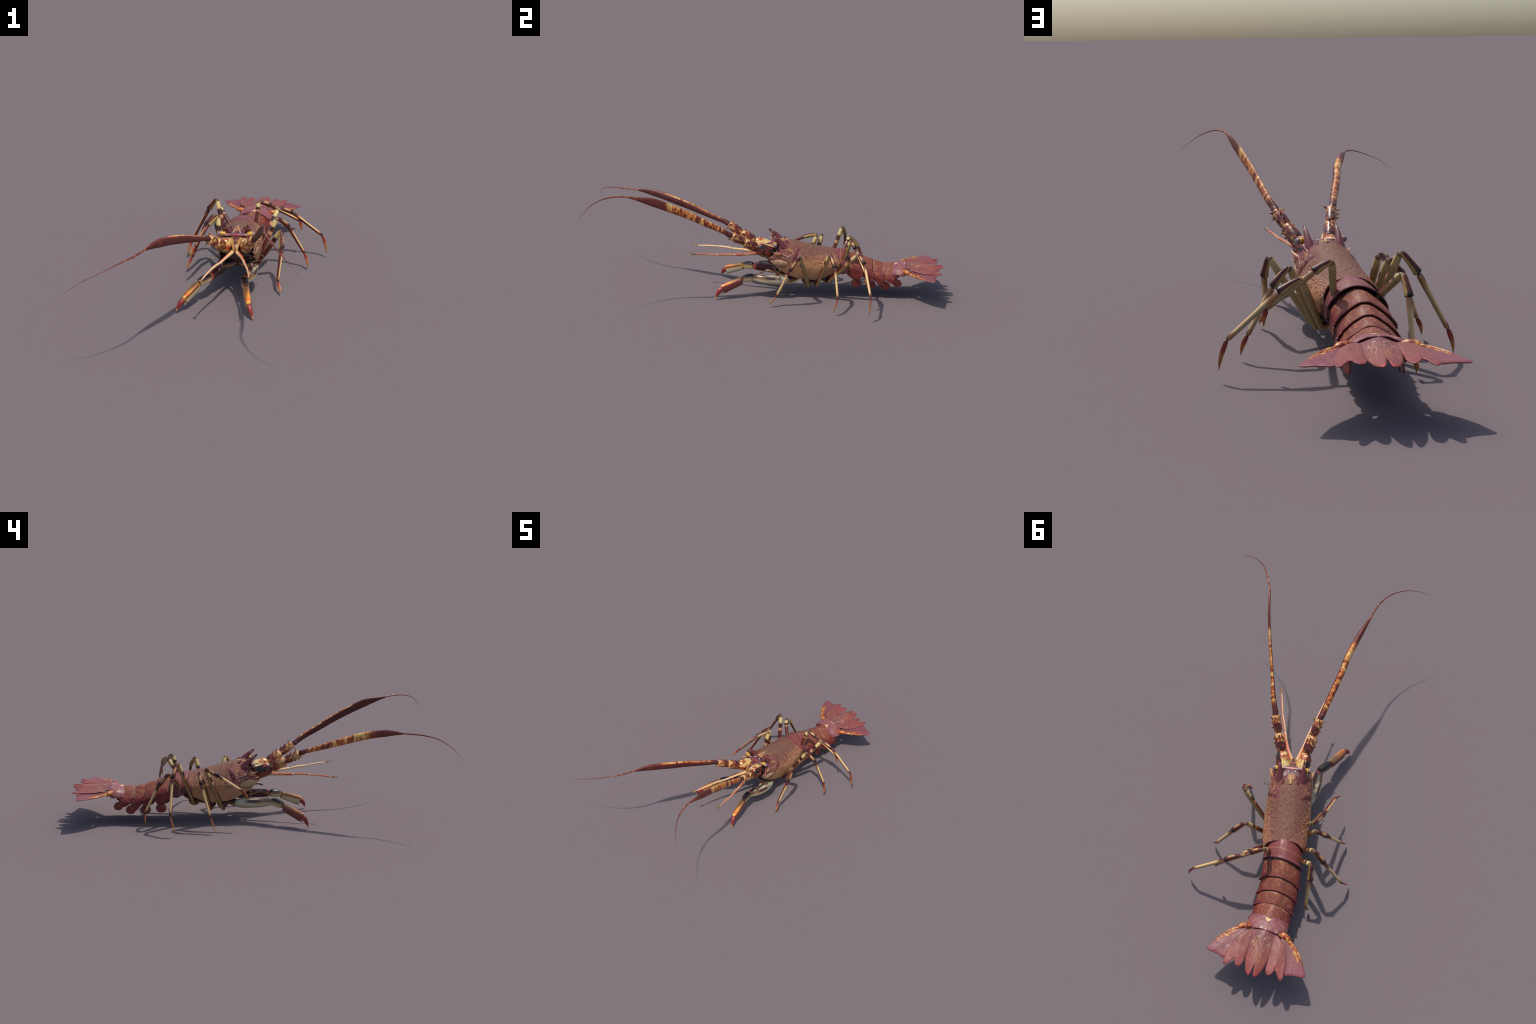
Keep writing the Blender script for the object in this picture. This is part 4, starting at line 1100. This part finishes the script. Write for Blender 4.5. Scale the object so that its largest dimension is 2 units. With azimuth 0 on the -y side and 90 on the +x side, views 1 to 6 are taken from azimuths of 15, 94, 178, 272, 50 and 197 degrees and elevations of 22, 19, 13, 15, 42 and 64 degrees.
for k, (y0, y1, z0, z1, w0, w1, hem, mt) in enumerate(SEGS):
    nu, nv = 22, 72
    verts, faces = [], []
    hemtab = [(0, hem[0]), (0.35, hem[1]), (0.72, hem[2]), (1, hem[3])]
    def tp(u, v):
        a = abs(v)
        y = lerp(y0, y1, u)
        T = lerp(z0, z1, u) + 0.004 * math.sin(math.pi * u) * (1 if k < 5 else 0.3)
        W = lerp(w0, w1, u ** 0.7)
        if k == 5:
            W = table([(0, 0.080), (0.45, 0.091), (0.72, 0.0925), (1.0, 0.070)], u)
        T += 0.0015 * math.exp(-((u - 1) / 0.06) ** 2)
        W += 0.0015 * math.exp(-((u - 1) / 0.06) ** 2)
        H = table(hemtab, u)
        zc = max(T - 0.066, H + 0.012) if k < 5 else T - 0.036
        if a < 0.74:
            q = a / 0.74
            d = W * (q * 1.06 - 0.06 * q * q)
            z = T - (T - zc) * table(ARCH6 if k == 5 else ARCH1 if k == 0 else ARCH, q)
        else:
            q = (a - 0.74) / 0.26
            d, z = W * (1 + 0.02 * q), lerp(zc, H, q)
        # pleura are swept a little backwards
        y += 0.010 * max(0, (a - 0.45) / 0.55) if 0 < k < 5 else 0
        if k == 5: y += 0.012 * (1 - (a * 1.2) ** 2) * -u * 0.6
        r = 0.0009 * mnoise.noise(Vector((d * 60 * (1 if v > 0 else -1), y * 60, k)))
        return Vector((xc(y) + math.copysign(d + r, v), y, z + r))
    for i in range(nu + 1):
        for j in range(nv + 1):
            verts.append(tp(i / nu, -1 + 2 * j / nv))
    for i in range(nu):
        for j in range(nv):
            a = i * (nv + 1) + j
            faces.append((a, a + 1, a + nv + 2, a + nv + 1))
    ter = make_object("tergite", verts, faces, [mt, M_TIN], abdomen)
    sm = ter.modifiers.new("thickness", "SOLIDIFY")
    sm.thickness, sm.offset, sm.material_offset, sm.material_offset_rim = 0.004, -1, 1, 0
    if 0 < k < 5:
        teeth = []
        for sgn in (1, -1):
            for a, ln in ((0.66, 0.007), (0.76, 0.010), (0.86, 0.012), (0.95, 0.010)):
                u = 1 - max(0, a - 0.8) * 0.7
                p = tp(u, sgn * a)
                teeth.append(cone_mesh(p + Vector((-sgn * 0.003, -0.003, 0)), (0.45 * sgn, 0.85, -0.3), 0.0042, ln + 0.004, n=7, rings=5))
        v, f = merge(teeth)
        t = make_object("pleura_tooth", v, f, M_PSP, abdomen)
        t["kind"] = "stuff"

# paddles under the tail
M_PLEO = mat_pleopod()
def lens(outline, thick, rings=(1.0, 0.985, 0.94, 0.82, 0.62, 0.4, 0.2), centre=None):
    """flat closed outline (2-D) turned into a thin plate with rounded rim: returns (a, b, height) rows for both faces"""
    n = len(outline)
    cx, cy = centre or (sum(p[0] for p in outline) / n, sum(p[1] for p in outline) / n)
    V, F = [], []
    def ring(k, sgn):
        h = thick * (1 - k ** 8) ** 0.5
        return [(cx + (p[0] - cx) * k, cy + (p[1] - cy) * k, sgn * h) for p in outline]
    for sgn in (1, -1):
        base = len(V)
        for k in rings:
            V += ring(k, sgn)
        V.append((cx, cy, sgn * thick))
        for r in range(len(rings) - 1):
            for j in range(n):
                a, b = base + r * n + j, base + r * n + (j + 1) % n
                q = (a, b, b + n, a + n)
                F.append(q if sgn > 0 else q[::-1])
        last = base + (len(rings) - 1) * n
        for j in range(n):
            q = (last + j, last + (j + 1) % n, V.__len__() - 1)
            F.append(q if sgn > 0 else q[::-1])
    # weld the two rims
    half = len(V) // 2
    F = [tuple((i - half if half <= i < half + n else i) for i in q) for q in F]
    return V, F
PLEO = [(0.524, 0.085, 0.0290, 0.0255), (0.605, 0.076, 0.0280, 0.0240), (0.684, 0.074, 0.0270, 0.0230), (0.750, 0.0915, 0.0250, 0.0215)]
for sgn in (1, -1):
    for y, z, ry, rz in PLEO:
        out = [(math.cos(a) * ry * (1 + 0.08 * math.cos(a)), math.sin(a) * rz) for a in [TAU * i / 40 for i in range(40)]]
        V, F = lens(out, 0.0035)
        tilt = 0.18
        ca, sa = math.cos(-0.35), math.sin(-0.35)
        VV = []
        for a, b, h in V:
            ya, zb = a * ca - b * sa, a * sa + b * ca
            VV.append((h + sgn * tilt * (-zb) * 0.6 - 0.25 * sgn * (ya) * 0.5, ya, zb))
        pl = make_object("pleopod", VV, F, M_PLEO, abdomen, Matrix.Translation((xc(y) + 0.077 * sgn, y, z)))
        root = Vector((xc(y) + 0.060 * sgn, y - 0.012, z + 0.045))
        v, f = tube_mesh([root, root + Vector((0.010 * sgn, 0.004, -0.02)), Vector((xc(y) + 0.077 * sgn, y - 0.004, z + 0.012))], [(0.006, 0.006), (0.0065, 0.0065), (0.004, 0.004)], (0, 1, 0.2), n=10)
        make_object("pleopod_stem", v, f, M_PLEO, abdomen)
# little bud before the tail fan
for sgn in (1, -1):
    out = [(math.cos(a) * 0.014, math.sin(a) * 0.008) for a in [TAU * i / 28 for i in range(28)]]
    V, F = lens(out, 0.003)
    make_object("pleopod", [(h, a, b) for a, b, h in V], F, M_PLEO, abdomen, Matrix.Translation((xc(0.745) + 0.066 * sgn, 0.748, 0.128)))

# ------------------------------------------------ tail fan
CX = -0.159
def plate(name, pts, thick, zfun, mat, parent, n=120, centre=None, ripple=0.0, flip=1):
    o = catmull([(p[0], p[1], 0) for p in pts], n, closed=True)
    V, F = lens([(p.x, p.y) for p in o], thick, centre=centre)
    VV = [(CX + a * flip, b, zfun(a, b) + h + ripple * (mnoise.noise(Vector((a * 45, b * 30, flip))) + 0.5 * mnoise.noise(Vector((a * 110, b * 14, flip + 5))))) for a, b, h in V]
    if flip < 0: F = [q[::-1] for q in F]
    return make_object(name, VV, F, mat, parent)
TELSON = [(0.0, 0.790), (0.040, 0.793), (0.062, 0.797), (0.066, 0.815), (0.064, 0.842), (0.060, 0.868), (0.060, 0.876), (0.055, 0.886), (0.0565, 0.898), (0.050, 0.912), (0.048, 0.928), (0.042, 0.952), (0.035, 0.975), (0.025, 0.992), (0.014, 1.0020), (0.006, 0.991), (0.0012, 0.958)]
tel_pts = TELSON + [(-x, y) for x, y in TELSON[:0:-1]]
def ztel(a, b): return 0.183 - 0.045 * max(0, b - 0.80) - 2.6 * a * a * (1 - 0.5 * max(0, (b - 0.80) / 0.2)) + 0.004 * math.cos(a * 60)
telson = plate("telson", tel_pts, 0.0040, ztel, mat_telson(), thing, 170, (0, 0.885), 0.0011)
INNER = [(0.050, 0.800), (0.078, 0.812), (0.103, 0.836), (0.119, 0.870), (0.128, 0.905), (0.1325, 0.945), (0.1345, 0.972), (0.128, 0.985), (0.115, 0.979), (0.094, 0.951), (0.082, 0.970), (0.069, 0.979), (0.056, 0.969), (0.050, 0.945), (0.050, 0.915), (0.048, 0.86)]
OUTER = [(0.078, 0.800), (0.098, 0.790), (0.122, 0.800), (0.143, 0.818), (0.166, 0.842), (0.190, 0.869), (0.208, 0.900), (0.222, 0.926), (0.2245, 0.935), (0.215, 0.9425), (0.190, 0.9455), (0.165, 0.9490), (0.138, 0.9570), (0.122, 0.940), (0.105, 0.880), (0.080, 0.830)]
for sgn in (1, -1):
    def zin(a, b): return 0.1765 - 0.03 * max(0, a - 0.06) + 0.012 * max(0, b - 0.9) + 0.002 * math.sin(a * 90)
    def zout(a, b): return 0.1655 - 0.045 * (a - 0.1) + 0.02 * max(0, b - 0.86) - 0.0
    ui = plate("uropod", INNER, 0.0036, zin, mat_uropod(False, sgn), telson, 130, (0.092, 0.895), 0.0014, sgn)
    uo = plate("uropod", OUTER, 0.0040, zout, mat_uropod(True, sgn), telson, 130, (0.152, 0.895), 0.0014, sgn)
    P = [(CX + sgn * a, b, c) for a, b, c in ((0.066, 0.786, 0.164), (0.082, 0.788, 0.166), (0.102, 0.795, 0.166), (0.118, 0.808, 0.162))]
    P = catmull(P, 14)
    v, f = tube_mesh(P, [table([(0, 0.010, 0.010), (0.4, 0.0145, 0.0135), (0.8, 0.013, 0.0115), (1, 0.006, 0.006)], i / 13) for i in range(14)], (0, 0, 1), n=18)
    make_object("uropod_base", v, f, mat_uropod_base(), telson)
    # thickened leading rib of the outer blade
    P = catmull([(CX + sgn * a, b, zout(a, b) + 0.002) for a, b in ((0.105, 0.802), (0.140, 0.822), (0.165, 0.845), (0.188, 0.870))], 16)
    v, f = tube_mesh(P, [table([(0, 0.0065, 0.005), (0.5, 0.005, 0.004), (1, 0.0012, 0.0012)], i / 15) for i in range(16)], (0, 0, 1), n=12)
    make_object("uropod_rib", v, f, mat_uropod_base(), telson)
